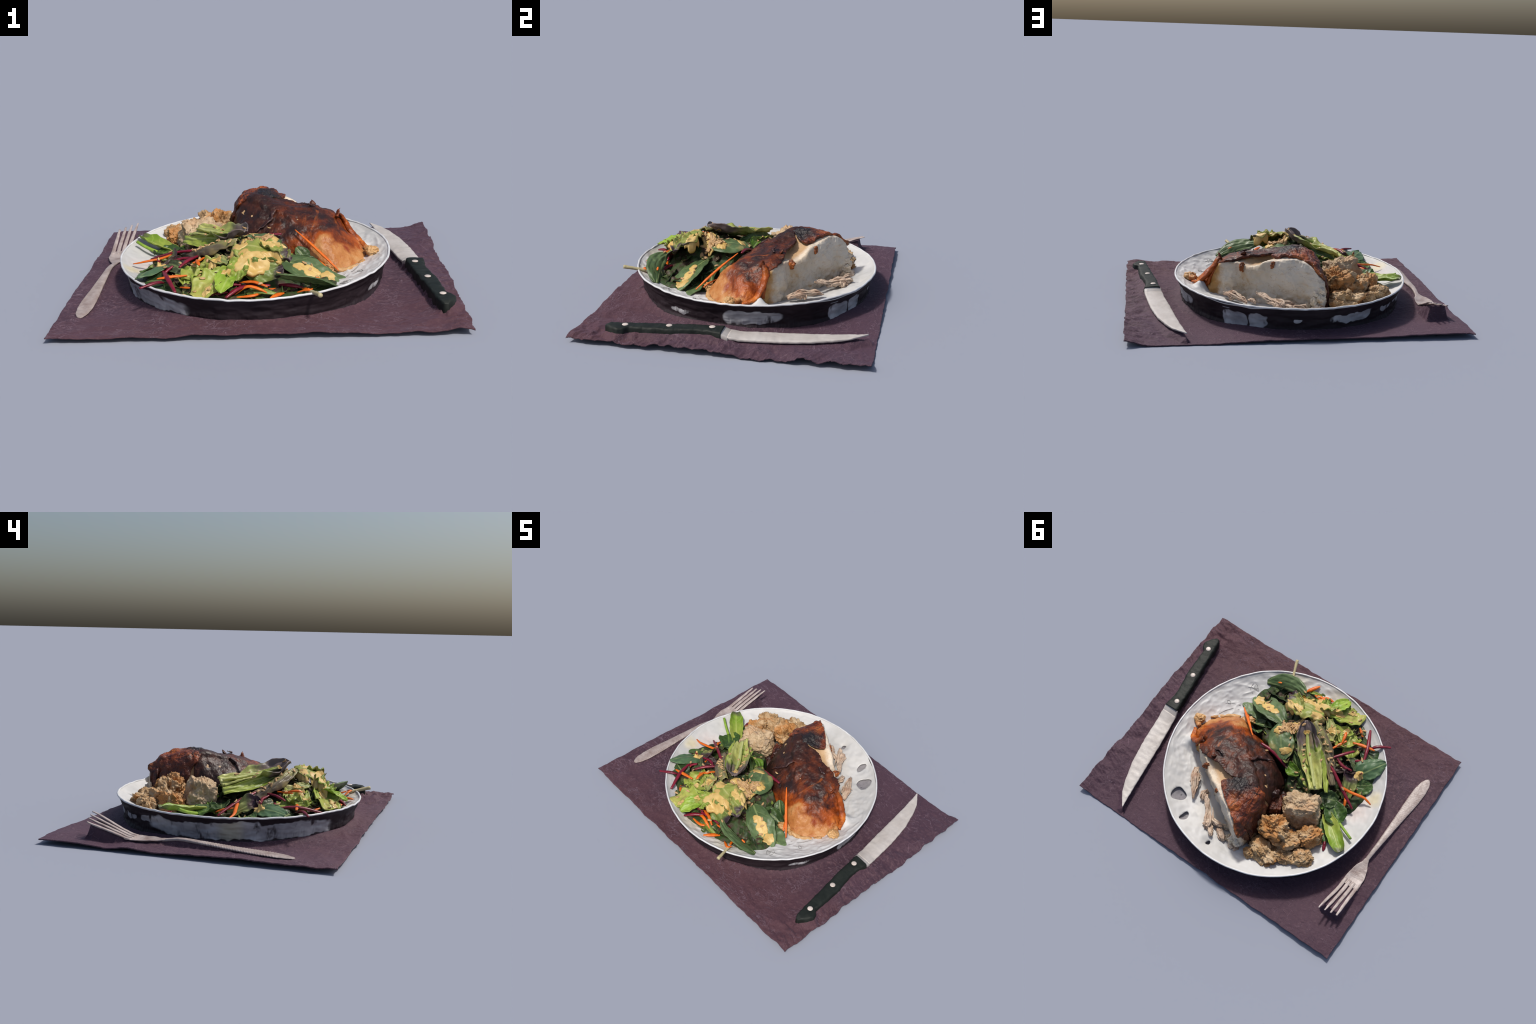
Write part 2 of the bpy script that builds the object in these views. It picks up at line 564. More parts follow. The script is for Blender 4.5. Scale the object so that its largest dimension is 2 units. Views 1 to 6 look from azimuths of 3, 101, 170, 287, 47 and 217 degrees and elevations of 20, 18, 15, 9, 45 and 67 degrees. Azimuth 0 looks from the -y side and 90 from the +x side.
LEATHER = mat_leather()
ENAMEL = mat_enamel()
WALL = mat_wall()
PATCH = mat_patch()
HOLLOW = mat_simple("grey_hollow", [(.3, (.14, .13, .15)), (.7, (.34, .33, .34))], 9, .6, .2, .2)
RIM = mat_simple("pale_rim", [(.3, (.56, .56, .56)), (.7, (.70, .71, .72))], 20, .35, .4, .1)
MEAT = mat_meat()
SKIN = mat_skin()
CRUST = mat_crust()
CHAR = mat_simple("charred_skin", [(.3, (.018, .010, .012)), (.55, (.05, .015, .011)), (.8, (.14, .035, .015))], 18, .45, .4, .5)
FLESH = mat_simple("fatty_flesh", [(.3, (.36, .17, .05)), (.55, (.56, .33, .14)), (.8, (.64, .46, .24))], 14, .45, .4, .3)
SHRED = mat_simple("meat_shreds", [(.3, (.36, .22, .15)), (.46, (.52, .38, .28)), (.70, (.66, .54, .42))], 20, .55, .3, .5)
STUFF = mat_stuffing()
STUFF_PALE = mat_stuffing(.45)
CARROT = mat_simple("carrot_orange", [(.3, (.56, .095, .006)), (.7, (.76, .17, .012))], 25, .4, .4, .2)
BEET = mat_simple("beet_red", [(.3, (.11, .006, .016)), (.7, (.25, .012, .034))], 25, .35, .45, .2)
NUT = mat_simple("toasted_nut", [(.3, (.42, .24, .10)), (.7, (.62, .44, .24))], 40, .55, .3, .3)
DRESS = mat_simple("mustard_dressing", [(.3, (.50, .31, .085)), (.55, (.60, .42, .15)), (.8, (.64, .50, .24))], 12, .42, .35, .15)
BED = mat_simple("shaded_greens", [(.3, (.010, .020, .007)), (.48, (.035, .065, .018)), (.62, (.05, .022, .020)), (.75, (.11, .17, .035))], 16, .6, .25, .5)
STEEL = mat_simple("brushed_steel", [(.3, (.44, .40, .37)), (.7, (.60, .565, .535))], 16, .45, .4, .25, stretch=(1, .5, 1))
SILVER = mat_simple("worn_silver", [(.3, (.26, .195, .175)), (.7, (.50, .435, .41))], 18, .4, .5, .5)
HANDLE = mat_simple("black_handle", [(.3, (.010, .013, .011)), (.7, (.021, .025, .021))], 18, .55, .2, .4)
RIVET = mat_simple("rivet_metal", [(.3, (.52, .45, .40)), (.7, (.62, .55, .50))], 30, .4, .4, .1)
INK = mat_simple("ink_line", [(.3, (.10, .10, .10)), (.7, (.20, .19, .18))], 30, .6, .2, .1)
STEM = mat_simple("pale_stem", [(.3, (.42, .36, .19)), (.7, (.58, .50, .30))], 30, .5, .3, .2)
GSTEM = mat_simple("green_stem", [(.3, (.16, .28, .03)), (.7, (.30, .45, .06))], 30, .45, .3, .2)

# ------------------------------------------------------------------ cutlery rules (needed by the mat)
PC = np.array([-.037, -.001])      # plate centre
PR = .722
knife_in = [(-.61, .876), (-.55, .862), (-.46, .848), (-.28, .820), (-.168, .800), (-.016, .780), (.03, .768), (.126, .752), (.25, .730), (.46, .699), (.60, .678), (.752, .650)]
knife_out = [(-.61, .915), (-.53, .955), (-.478, .920), (-.39, .915), (-.263, .902), (-.125, .874), (-.016, .878), (.06, .873), (.29, .842), (.47, .803), (.60, .757), (.67, .722), (.752, .655)]
knife_top = [(-.62, .070), (-.55, .088), (-.275, .088), (-.05, .089), (.0, .085), (.04, .066), (.10, .056), (.4, .052), (.752, .056)]


def table(t):
    a = np.array(t, float)
    return lambda y: np.interp(y, a[:, 0], a[:, 1])


K_in, K_out, K_top = table(knife_in), table(knife_out), table(knife_top)
fork_c = table([(-.555, -.884), (-.35, -.876), (0, -.858), (.13, -.849), (.25, -.853), (.40, -.849), (.58, -.838)])
fork_w = table([(-.565, .004), (-.555, .016), (-.52, .032), (-.46, .040), (-.38, .040), (-.2, .028), (0, .017), (.10, .0135), (.135, .0135), (.165, .022), (.20, .040), (.26, .054), (.34, .059), (.42, .060), (.58, .055)])
fork_z = table([(-.56, .032), (-.43, .041), (-.26, .050), (-.09, .062), (.02, .070), (.07, .068), (.13, .058), (.20, .048), (.28, .045), (.34, .056), (.42, .084), (.50, .112), (.58, .138)])

# ------------------------------------------------------------------ placemat
mat_z = surface([(-.99, -.79, .031), (-.51, -.785, .024), (0, -.785, .032), (.6, -.785, .022), (.99, -.77, .028), (.99, -.4, .027), (.99, .12, .017),
                 (.99, .28, .011), (.99, .8, .041), (.85, .79, .006), (.4, .79, .012), (-.17, .79, .021), (-.99, .785, .026), (-.99, .4, .016),
                 (-.99, .13, .016), (-.99, -.55, .026), (0, 0, .008), (0, -.6, .012), (-.4, .4, .008), (.70, .1, .004), (.66, -.4, .002), (.72, -.6, .008), (.60, .55, .004), (-.72, -.4, .010), (-.74, .5, .010),
                 (-.7, .72, .028), (-.95, .3, .034), (-.92, .7, .034), (0, -.72, .028), (.35, -.72, .026), (-.5, -.72, .027), (.4, .72, .018), (.93, -.3, .042), (.93, .1, .036), (.93, .42, .032), (.93, -.62, .036), (-.94, .0, .026), (-.94, -.35, .030), (-.94, .5, .026)])


def mat_height(X, Y):
    p = np.stack([X, Y, 0 * X], -1)
    z = mat_z(X, Y)
    right = smooth(.55, .95, X)
    front = smooth(-.45, -.75, Y)
    z = z + .0016 * (ridged(p * np.array([10, 16, 1]), 3) - .6) + .0025 * fbm(p * 5, 3)
    z = z + (.013 * right + .006 * front) * fbm(p * np.array([7, 12, 1]) + 3, 4)
    # streaky folds that run out from under the knife to the edge
    streak = ridged(np.stack([X * 5, (Y + .35 * X) * 26, 0 * X], -1), 2) - .5
    z = z + .0045 * smooth(.84, .93, X) * streak
    # leather lifted towards the cutlery lying on it
    inside = np.maximum(np.maximum(K_in(Y) - X, X - K_out(Y)), np.maximum(-.60 - Y, Y - .752))
    reach = np.where(X < (K_in(Y) + K_out(Y)) / 2, .016, .055)
    lift = np.clip(K_top(Y) - .024 - z, 0, 1) * (1 - smooth(-.012, reach, inside + .010 * fbm(p * 22, 2)))
    z = z + lift
    fi = np.maximum(np.abs(X - fork_c(Y)) - fork_w(Y), np.maximum(-.56 - Y, Y - .555))
    lift = np.clip(fork_z(Y) - .012 - z, 0, 1) * (1 - smooth(-.012, .016, fi + .008 * fbm(p * 26, 2)))
    z = z + lift
    # swell where it meets the dish
    r = np.hypot(X - PC[0], Y - PC[1])
    near = smooth(-.35, .25, np.cos(np.arctan2(Y - PC[1], X - PC[0]) - math.radians(295)))      # the front heaps up further than the back
    z = z + (.014 + .014 * near) * np.exp(-np.clip(r - .695, 0, 9) / .035) * smooth(.60, .66, r)
    return z


nu, nv = 420, 340
gx, gy = np.meshgrid(np.linspace(-1, 1, nu), np.linspace(-1, 1, nv), indexing="ij")
e1 = fbm(np.stack([gx * 0 + 2, gy * 9, gx * 0], -1), 4)
e2 = fbm(np.stack([gx * 9, gy * 0 + 5, gx * 0], -1), 4)
mx = gx * (.992 - .004 * gy) + .007 * e1 * np.sign(gx) * np.abs(gx) ** 12 * np.where(gx > 0, 1.3, .6)
my = gy * .797 + .007 * e2 * np.sign(gy) * np.abs(gy) ** 12
mx = np.clip(mx, -1, 1)
my = np.clip(my, -.806, .806)
mz = np.maximum(mat_height(mx, my), .004)
top = np.stack([mx, my, mz], -1).reshape(-1, 3)
bot = top.copy()
bot[:, 2] = np.maximum(bot[:, 2] - .006, 0)
k = np.argmin(bot[:, 2])
bot[k, 2] = 0
q = grid_quads(nu, nv)[:, ::-1]
V, F = solid(top, bot, q)
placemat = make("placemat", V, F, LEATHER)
placemat["label"] = "wrinkled plum leather placemat, rectangular, ragged edges"
placemat["category"] = "placemat"

# ------------------------------------------------------------------ plate
plate = empty("dinner_plate", "white deep round plate with dark patchy side", "plate")
prof_r = np.array([0, .30, .45, .55, .60, .64, .68, .70, .714, .722])
prof_z = np.array([.072, .074, .082, .100, .112, .126, .143, .153, .163, .167])
HOLES = [(.385, .485, .058, .070), (.262, .585, .032, .046), (.03, .640, .016, .024)]


def plate_height(X, Y):
    r = np.hypot(X - PC[0], Y - PC[1])
    p = np.stack([X, Y, 0 * X], -1)
    z = np.interp(r, prof_r, prof_z)
    a = smooth(.40, .55, r) * (1 - smooth(.69, .72, r))
    z = z + a * (.006 * fbm(p * 9, 3) + .0025 * fbm(p * 30, 2))
    # rumpled glaze on the sunny front right
    z = z + a * .008 * smooth(.1, .45, X - .6 * Y) * ridged(p * 11 + 4, 2) * .6
    # peak of glaze caught on the roast
    z = z + .055 * np.exp(-((X - .535) ** 2 + (Y - .135) ** 2) / (2 * .028 ** 2))
    for hx, hy, a1, a2 in HOLES:
        d2 = ((X - hx) / (a1 * 1.9)) ** 2 + ((Y - hy) / (a2 * 1.6)) ** 2
        z = z - .018 * np.exp(-d2)
    return z


nr, na = 110, 420
rr = np.r_[np.linspace(.004, .45, 30), np.linspace(.455, PR, nr - 30)]
aa = np.linspace(0, 2 * np.pi, na, endpoint=False)
R, A = np.meshgrid(rr, aa, indexing="ij")
wob = 1 + .005 * fbm(np.stack([np.cos(A) * 3, np.sin(A) * 3, 0 * A], -1), 3)
X = PC[0] + R * wob * np.cos(A)
Y = PC[1] + R * wob * np.sin(A)
Z = plate_height(X, Y)
quads = grid_quads(nr, na, True)[:, ::-1]
cx = X.ravel()[quads].mean(1)
cy = Y.ravel()[quads].mean(1)
keep = np.ones(len(quads), bool)
rims = []
for hx, hy, a1, a2 in HOLES:
    ang = np.linspace(0, 2 * np.pi, 60, endpoint=False)
    wv = .74 * (1 + .10 * np.sin(2 * ang + hx * 20) + .09 * np.sin(3 * ang + hy * 9))
    rims.append(np.c_[hx + a1 * wv * np.cos(ang), hy + a2 * wv * np.sin(ang)])
    keep &= ~in_poly(cx, cy, rims[-1])
quads = quads[keep]
cnt_ = np.bincount(quads.ravel(), minlength=X.size)
for rim_ in rims:
    dd, px_, py_ = dist_poly(X.ravel(), Y.ravel(), rim_)
    e_ = (cnt_ < 4) & (dd < .012)
    X.ravel()[e_] = px_[e_]
    Y.ravel()[e_] = py_[e_]
Z = plate_height(X, Y)
top = np.stack([X, Y, Z], -1).reshape(-1, 3)
bot = top.copy()
bot[:, 2] -= .006
used = np.unique(quads)
remap = -np.ones(len(top), int)
remap[used] = np.arange(len(used))
V, F = solid(top[used], bot[used], remap[quads])
make("plate_bowl", V, F, ENAMEL, plate)

# pale hollow seen through the breaks in the glaze
for hx, hy, a1, a2 in HOLES:
    n1, n2 = 8, 32
    rg, ag = np.meshgrid(np.linspace(.02, 1, n1), np.linspace(0, 2 * np.pi, n2, endpoint=False), indexing="ij")
    ux, uy = np.array([PC[0] - hx, PC[1] - hy]) / math.hypot(PC[0] - hx, PC[1] - hy)
    hxx = hx + ux * a1 * .25 + a1 * 1.25 * rg * np.cos(ag)
    hyy = hy + uy * a1 * .25 + a2 * 1.25 * rg * np.sin(ag)
    hz = plate_height(hxx, hyy) - .013 - .012 * np.exp(-((hxx - hx) ** 2 + (hyy - hy) ** 2) / (a1 * a2))
    t_ = np.stack([hxx, hyy, hz], -1).reshape(-1, 3)
    V, F = solid(t_, t_ - np.array([0, 0, .004]), grid_quads(n1, n2, True)[:, ::-1])
    make("plate_hollow", V, F, HOLLOW, plate)

# rim bead
pts = np.stack([PC[0] + PR * np.cos(aa) * wob[-1], PC[1] + PR * np.sin(aa) * wob[-1], np.full(na, .166) + .003 * fbm(np.stack([np.cos(aa) * 12, np.sin(aa) * 12, 0 * aa], -1), 2)], -1)
b = np.linspace(0, 2 * np.pi, 10, endpoint=False)
rad = np.stack([np.cos(aa), np.sin(aa), 0 * aa], -1)
V = pts[:, None] + .006 * np.cos(b)[None, :, None] * rad[:, None] + .0055 * np.sin(b)[None, :, None] * np.array([0, 0, 1])
F = []
for i in range(na):
    for j in range(10):
        F.append((i * 10 + j, ((i + 1) % na) * 10 + j, ((i + 1) % na) * 10 + (j + 1) % 10, i * 10 + (j + 1) % 10))
make("plate_rim", V.reshape(-1, 3), F, RIM, plate)

# outer side: dark, with pale patches given as (angle, half width, low z, high z)
ns, nh = 1080, 36
aa2 = np.linspace(0, 2 * np.pi, ns, endpoint=False)
hh = np.linspace(0, 1, nh)
H, A = np.meshgrid(hh, aa2, indexing="ij")
sr = np.interp(H, [0, .15, .45, .8, 1], [.721, .711, .693, .686, .700])
sz = np.interp(H, [0, 1], [.162, .010])
p = np.stack([np.cos(A) * 7, np.sin(A) * 7, sz * 30], -1)
sr = sr + .005 * fbm(p, 3) * smooth(0, .2, H) + .003 * (ridged(np.stack([np.cos(A) * 22, np.sin(A) * 22, sz * 3], -1), 2) - .5) * smooth(.3, 1, H)
V = np.stack([PC[0] + sr * np.cos(A), PC[1] + sr * np.sin(A), sz], -1).reshape(-1, 3)
quads = grid_quads(nh, ns, True)
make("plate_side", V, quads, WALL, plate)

# inked sprigs drawn on the glaze
def ink(pts2, r=.0011):
    P = [(x, y, float(plate_height(np.array(x), np.array(y))) + .0012) for x, y in pts2]
    return tube(P, [r, r, r * .6], 5, m=20)


ink_v, ink_f = [], []
for pts2 in ([(.43, -.24), (.47, -.22), (.50, -.18), (.52, -.13)], [(.44, -.27), (.49, -.25), (.53, -.22)], [(.50, -.235), (.515, -.25), (.53, -.245), (.52, -.23), (.50, -.235)],
             [(.40, -.42), (.43, -.45), (.455, -.44), (.45, -.40), (.42, -.385)], [(.40, -.42), (.44, -.415), (.47, -.40)], [(.41, -.435), (.43, -.42), (.44, -.44)]):
    v, f = ink(pts2)
    n0 = sum(len(x) for x in ink_v)
    ink_v.append(v)
    ink_f += [tuple(k + n0 for k in t) for t in f]
make("inked_sprig", np.vstack(ink_v), ink_f, INK, plate)

# ------------------------------------------------------------------ roast chicken
chicken = empty("roast_chicken", "carved roast chicken breast with dark crisp skin", "roast chicken")
TOP = [(-.06, .28, .428), (-.03, .23, .428), (.03, .36, .425), (.138, .302, .383), (.10, .37, .395), (-.034, .46, .41), (-.10, .50, .36), (-.13, .53, .31), (-.12, .30, .40), (-.17, .40, .30),
       (.05, .18, .40), (.20, .12, .357), (.30, .12, .338), (.40, .13, .30), (.155, .344, .38), (.29, .26, .33), (.35, .233, .318), (.226, .19, .36), (.44, .16, .28), (.48, .14, .20),
       (.054, .06, .318), (.09, .08, .342), (.09, -.097, .22), (.11, -.06, .25), (-.005, -.022, .245), (-.13, -.01, .16), (-.08, .08, .285), (-.15, .13, .225), (-.14, .2, .31),
       (.363, -.086, .255), (.456, -.064, .175), (.391, -.193, .13), (.49, -.13, .10), (.57, 0, .12), (.50, .05, .21), (.233, 0, .305), (.25, -.10, .225)]
TOP = [(x, y, z - .012 - .024 * float(smooth(.33, .41, z))) for x, y, z in TOP]   # skin lies on top of this
top_f = surface(TOP)
FOOT = [(.40, -.19), (.49, -.14), (.57, -.06), (.585, .04), (.53, .12), (.48, .165), (.40, .215), (.29, .29), (.155, .375), (.03, .455), (-.06, .515), (-.11, .555), (-.155, .54),
        (-.183, .46), (-.183, .35), (-.17, .22), (-.165, .12), (-.13, .02), (-.04, -.04), (.09, -.11), (.24, -.15), (.32, -.18)]
foot = closed_outline(FOOT, 160, .006, 12)
FLOOR = .078


def body_height(X, Y, under_skin=False):
    d, px, py = dist_poly(X, Y, foot)
    ins = in_poly(X, Y, foot)
    facing = px * .535 + py * .845                       # large on the carved side
    wall = np.where((facing > .315) & (px < .5), .015, .055)
    t = np.clip(d / wall, 0, 1)
    tz = top_f(X, Y) - (0 if under_skin else .030) * np.exp(-(((X - .20) / .10) ** 2 + ((Y - .275) / .065) ** 2) ** 2)
    z = FLOOR + (np.maximum(tz, FLOOR + .03) - FLOOR) * np.sqrt(1 - (1 - t) ** 2)
    return np.where(ins, z, FLOOR), ins


st = .005
xs = np.arange(-.26, .64, st)
ys = np.arange(-.24, .63, st)
BX, BY = np.meshgrid(xs, ys, indexing="ij")
BZ, BIN = body_height(BX, BY)


def sheet(poly, zfun, offset, thick, name, material, parent, amp=0, freq=12, seed=0, step=.005):
    """a sheet with its own edge draped over the roast inside an outline"""
    lo, hi = poly.min(0) - .01, poly.max(0) + .01
    gx, gy = np.meshgrid(np.arange(lo[0], hi[0], step), np.arange(lo[1], hi[1], step), indexing="ij")
    nvv = gx.shape[1]
    quads = grid_quads(gx.shape[0], nvv)[:, ::-1]
    cx, cy = gx.ravel()[quads].mean(1), gy.ravel()[quads].mean(1)
    quads = quads[in_poly(cx, cy, poly)]
    used = np.unique(quads)
    remap = -np.ones(gx.size, int)
    remap[used] = np.arange(len(used))
    quads = remap[quads]
    x, y = gx.ravel()[used].copy(), gy.ravel()[used].copy()
    cnt = np.bincount(quads.ravel(), minlength=len(used))
    d, px, py = dist_poly(x, y, poly)
    e = (cnt < 4) & (d < step * 1.6)
    x[e], y[e] = px[e], py[e]
    z = zfun(x, y)
    h = .004
    nx = -(zfun(x + h, y) - zfun(x - h, y)) / (2 * h)
    ny = -(zfun(x, y + h) - zfun(x, y - h)) / (2 * h)
    N = np.stack([nx, ny, np.ones_like(nx)], 1)
    N /= np.linalg.norm(N, axis=1)[:, None]
    P = np.stack([x, y, z], 1)
    q = P * freq + seed
    d, _, _ = dist_poly(x, y, poly)
    off = offset + amp * fbm(q, 4)
    V0 = P + N * off[:, None]
    V1 = V0 - N * thick
    V, F = solid(V0, V1, quads)
    return make(name, V, F, material, parent)


# carved body: height sheet closed by a flat bottom, then remeshed evenly
inner = BIN
q = grid_quads(len(xs), len(ys))[:, ::-1]
q = q[inner.ravel()[q].all(1)]
used = np.unique(q)
remap = -np.ones(BX.size, int)
remap[used] = np.arange(len(used))
tv = np.stack([BX, BY, BZ], -1).reshape(-1, 3)[used]
bv = tv.copy()
bv[:, 2] = FLOOR - .02
V, F = solid(tv, bv, remap[q])
body = make("breast_meat", V, F, MEAT, chicken)
remesh(body, .0055, 3)


def meat_relief(co, no):
    side = 1 - np.clip(no[:, 2], 0, 1)
    a = .009 * fbm(co * 8, 3) * side + .006 * fbm(co * 9, 3) + .0035 * ridged(co * np.array([16, 16, 30]), 3) * side + .0015 * fbm(co * 60, 2)
    low = smooth(.2, .1, co[:, 2]) * side
    return a - .004 + low * .016 * fbm(co * 24, 3)


displace(body, meat_relief)


def body_top(x, y):
    return body_height(x, y, True)[0]


skin_line = closed_outline([(.595, -.02), (.585, .06), (.505, .138), (.437, .175), (.352, .224), (.280, .226), (.212, .232), (.160, .255), (.10, .258), (.03, .245), (-.03, .26), (-.10, .28),
                            (-.165, .22), (-.16, .12), (-.125, .025), (-.04, -.035), (.08, -.105), (.22, -.14), (.30, -.165), (.39, -.185), (.48, -.14), (.56, -.07)], 420, .013, 22, 2)


def skin_z(x, y):
    z = body_top(x, y)
    p = np.stack([x, y, 0 * x], -1)
    # flap of skin lifting off along the carved edge, and the crack across the middle
    z = z + .012 * np.exp(-((x - .30) ** 2 + (y - .21) ** 2) / .006)
    c = (x * .62 + y * .78) + .02 * fbm(p * 14, 2)
    z = z + .014 * smooth(.118, .128, c) * (1 - smooth(.128, .24, c)) * (1 - smooth(.13, .2, x))
    return z


sheet(skin_line, skin_z, .006, .016, "skin", SKIN, chicken, .0075, 15, 1.7, .0042)

crust_line = closed_outline([(.128, .318), (.09, .275), (.05, .25), (.008, .225), (-.024, .228), (-.10, .235), (-.155, .27), (-.180, .36), (-.180, .455), (-.163, .515), (-.138, .535), (-.108, .528), (-.066, .486), (.008, .434), (.074, .380), (.118, .345)], 300, .009, 16, 5)
sheet(crust_line, body_top, .013, .018, "crust", CRUST, chicken, .012, 17, 6.1, .0042)

V, F = lump((-.185, .205, .150), (.052, .068, .062), .45, .6, .22, 1.5, 11, .2, .05, (70, 100))
make("wing_skin", V, F, CRUST, chicken)
V, F = lump((-.135, .17, .215), (.05, .035, .035), .9, .3, .3, 1.5, 14, .2, .05)
make("skin_fold", V, F, CHAR, chicken)
V, F = lump((-.20, .14, .105), (.06, .07, .040), .4, .3, .3, 1.5, 17)  # low black lump filling the dark gap beside the stuffing
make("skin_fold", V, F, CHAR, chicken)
# curled shard of skin on top of the crack, loose edge, spike
for nm, pts, rad, m, flat in (("skin_spike", [(.415, .128, .30), (.425, .132, .322), (.433, .137, .345)], [.018, .010, .001], SKIN, .6),
                              ("skin_spike", [(.285, .205, .345), (.283, .215, .36), (.28, .222, .373)], [.02, .012, .001], SKIN, .5),
                              ("skin_fold", [(.105, .10, .355), (.07, .09, .352), (.055, .05, .322), (.025, .025, .30), (-.03, -.01, .262)], [.005, .011, .012, .010, .004], CHAR, .6),
                              ("skin_fold", [(.30, .17, .352), (.27, .16, .360), (.235, .172, .368)], [.004, .008, .004], CHAR, .7),
                              ("skin_fold", [(.385, -.19, .115), (.42, -.185, .10), (.47, -.155, .098), (.51, -.12, .10), (.55, -.08, .115)], [.010, .014, .012, .014, .008], FLESH, .8),
                              ("skin_fold", [(.425, .14, .315), (.455, .155, .27), (.49, .145, .21), (.54, .115, .155), (.58, .05, .135)], [.010, .022, .022, .020, .010], SKIN, .6),
                              ("skin_fold", [(.56, .03, .155), (.585, .01, .145), (.595, -.02, .145)], [.014, .022, .02], SKIN, .8)):
    V, F = tube(pts, rad, 12, flat, rough=.006, seed=len(pts) * 3 + pts[0][0] * 9, m=30)
    make(nm, V, F, m, chicken)
V, F = lump((.592, -.018, .145), (.036, .032, .026), .4, .2, .3, 1.6, 21)
make("bone_knob", V, F, FLESH, chicken)
V, F = lump((.325, -.20, .115), (.05, .03, .022), .5, .2, .3, 1.6, 22)
make("meat_scrap", V, F, FLESH, chicken)
# browned bits at the top of the carved face
for k, (x, y, z) in enumerate([(.30, .270, .285), (.125, .372, .325)]):
    V, F = lump((x, y, z), (.024, .014, .026), 1.0, .2, .45, 1.8, 30 + k, res=(24, 32))
    make("browned_bit", V, F, CRUST, chicken)
for k, (x, y, z, s_) in enumerate([(-.11, .555, .11, .034), (-.09, .54, .15, .03), (-.125, .55, .17, .028), (-.06, .535, .11, .03), (-.13, .545, .22, .022), (.0, .49, .10, .025), (-.10, .54, .20, .022)]):
    V, F = lump((x, y, z), (s_ * 1.1, s_ * .7, s_ * .9), k * 1.3, .1, .35, 1.6, 90 + k, res=(32, 44))
    make("meat_knob", V, F, MEAT, chicken)
# loose shreds of meat and a small bone on the plate beside the carved face
shreds = [([(.40, .27, .12), (.37, .33, .135), (.34, .37, .13), (.315, .41, .125), (.288, .46, .118)], [.016, .026, .022, .015, .005]),
          ([(.36, .30, .12), (.355, .35, .125), (.375, .37, .115)], [.018, .020, .008]),
          ([(.222, .40, .160), (.19, .43, .150), (.16, .465, .14), (.13, .50, .135)], [.012, .016, .014, .012]),
          ([(.16, .46, .125), (.115, .53, .135), (.10, .575, .12)], [.02, .032, .012]),
          ([(.14, .50, .12), (.06, .51, .13), (.02, .50, .12)], [.02, .022, .012]),
          ([(.10, .52, .12), (.055, .575, .125), (.04, .59, .115)], [.018, .020, .006]),
          ([(.245, .36, .10), (.25, .40, .115), (.235, .43, .11)], [.014, .016, .008]),
          ([(.02, .52, .11), (-.02, .56, .12), (-.05, .575, .11)], [.016, .018, .008])]
for k, (pts, rad) in enumerate(shreds):
    P0 = np.array(pts)
    vs, fs, n0 = [], [], 0
    V, F = tube(pts, [r * .8 for r in rad], 14, .6, rough=.005, seed=k * 4.1, m=40)
    vs.append(V)
    fs += F
    n0 += len(V)
    for b in range(9):                      # fibres lying over the core
        a = rng.uniform(0, math.pi)
        off = np.outer(np.array(rad), [math.cos(a) * .8, rng.normal() * .4, .15 + .55 * math.sin(a)]) + rng.normal(size=P0.shape) * .004
        r = rng.uniform(.003, .0065)
        V, F = tube(P0 + off, [r * .4, r, r * 1.3, r, r * .3], 7, .7, rough=.003, seed=k * 9 + b, m=30)
        vs.append(V)
        fs += [tuple(int(q) + n0 for q in f) for f in F]
        n0 += len(V)
    make("meat_shred", np.vstack(vs), fs, SHRED, chicken)
for k, (x, y, z, s_) in enumerate([(.105, .545, .125, .03), (.36, .335, .125, .026), (-.10, .565, .115, .030), (.02, .535, .11, .022), (-.135, .57, .11, .022)]):
    V, F = lump((x, y, z), (s_, s_ * .8, s_ * .8), k, .2, .4, 1.7, 50 + k, res=(28, 40))
    make("meat_scrap", V, F, SHRED, chicken)

# ------------------------------------------------------------------ stuffing
stuffing = empty("bread_stuffing", "browned knobbly chunks of bread stuffing", "stuffing")
CH = [((-.345, .140, .180), (.125, .092, .122), .45, .62, .22, .30), ((-.275, .350, .195), (.085, .070, .088), .3, .35, .42, .3), ((-.375, .355, .155), (.080, .060, .062), .5, .3, .45, 0),
      ((-.480, .255, .150), (.072, .056, .066), .9, .45, .42, .25), ((-.520, .390, .135), (.058, .052, .052), .5, .5, .34, .1), ((-.295, .490, .125), (.090, .060, .058), -.4, .3, .45, 0),
      ((-.41, .445, .125), (.062, .048, .045), .1, .3, .45, 0), ((-.235, .535, .115), (.045, .035, .040), .7, .3, .45, 0), ((-.36, .54, .105), (.055, .035, .026), .7, .3, .45, 0)]
for k, (c, sz_, rz, sq, amp, tl) in enumerate(CH):
    grow = 1.0 if k == 0 else 1.16
    V, F = lump(c, tuple(grow * q_ for q_ in sz_), rz, sq * (1 if k == 0 else .6), amp * .85, 1.5, 70 + k, tl, .05, (100, 150))
    make("stuffing_chunk", V, F, STUFF_PALE if k == 0 else STUFF, stuffing)

# ------------------------------------------------------------------ salad
salad = empty("mixed_salad", "dressed green salad with lettuce, spinach, carrot, beet", "salad")
bed_f = surface([(.1, -.3, .18), (-.05, -.3, .315), (-.1, -.12, .25), (.05, -.13, .255), (-.3, 0, .20), (-.4, -.1, .15), (-.11, -.5, .22), (.1, -.5, .17), (.2, -.52, .14), (-.17, -.62, .14), (-.29, -.55, .17),
                 (-.5, -.27, .13), (-.58, -.38, .12), (-.3, -.33, .18), (.36, -.45, .10), (.32, -.32, .11), (.18, -.17, .165), (-.6, .1, .122), (-.45, .02, .135), (-.58, -.06, .128), (.05, -.6, .12)])
bed_line = closed_outline([(.38, -.36), (.36, -.48), (.24, -.57), (.05, -.62), (-.16, -.64), (-.33, -.58), (-.52, -.44), (-.60, -.30), (-.60, -.08), (-.55, .05), (-.42, .09), (-.28, .09), (-.17, .08), (-.11, -.01), (.05, -.06), (.2, -.13), (.30, -.22)], 200, .02, 9, 3)


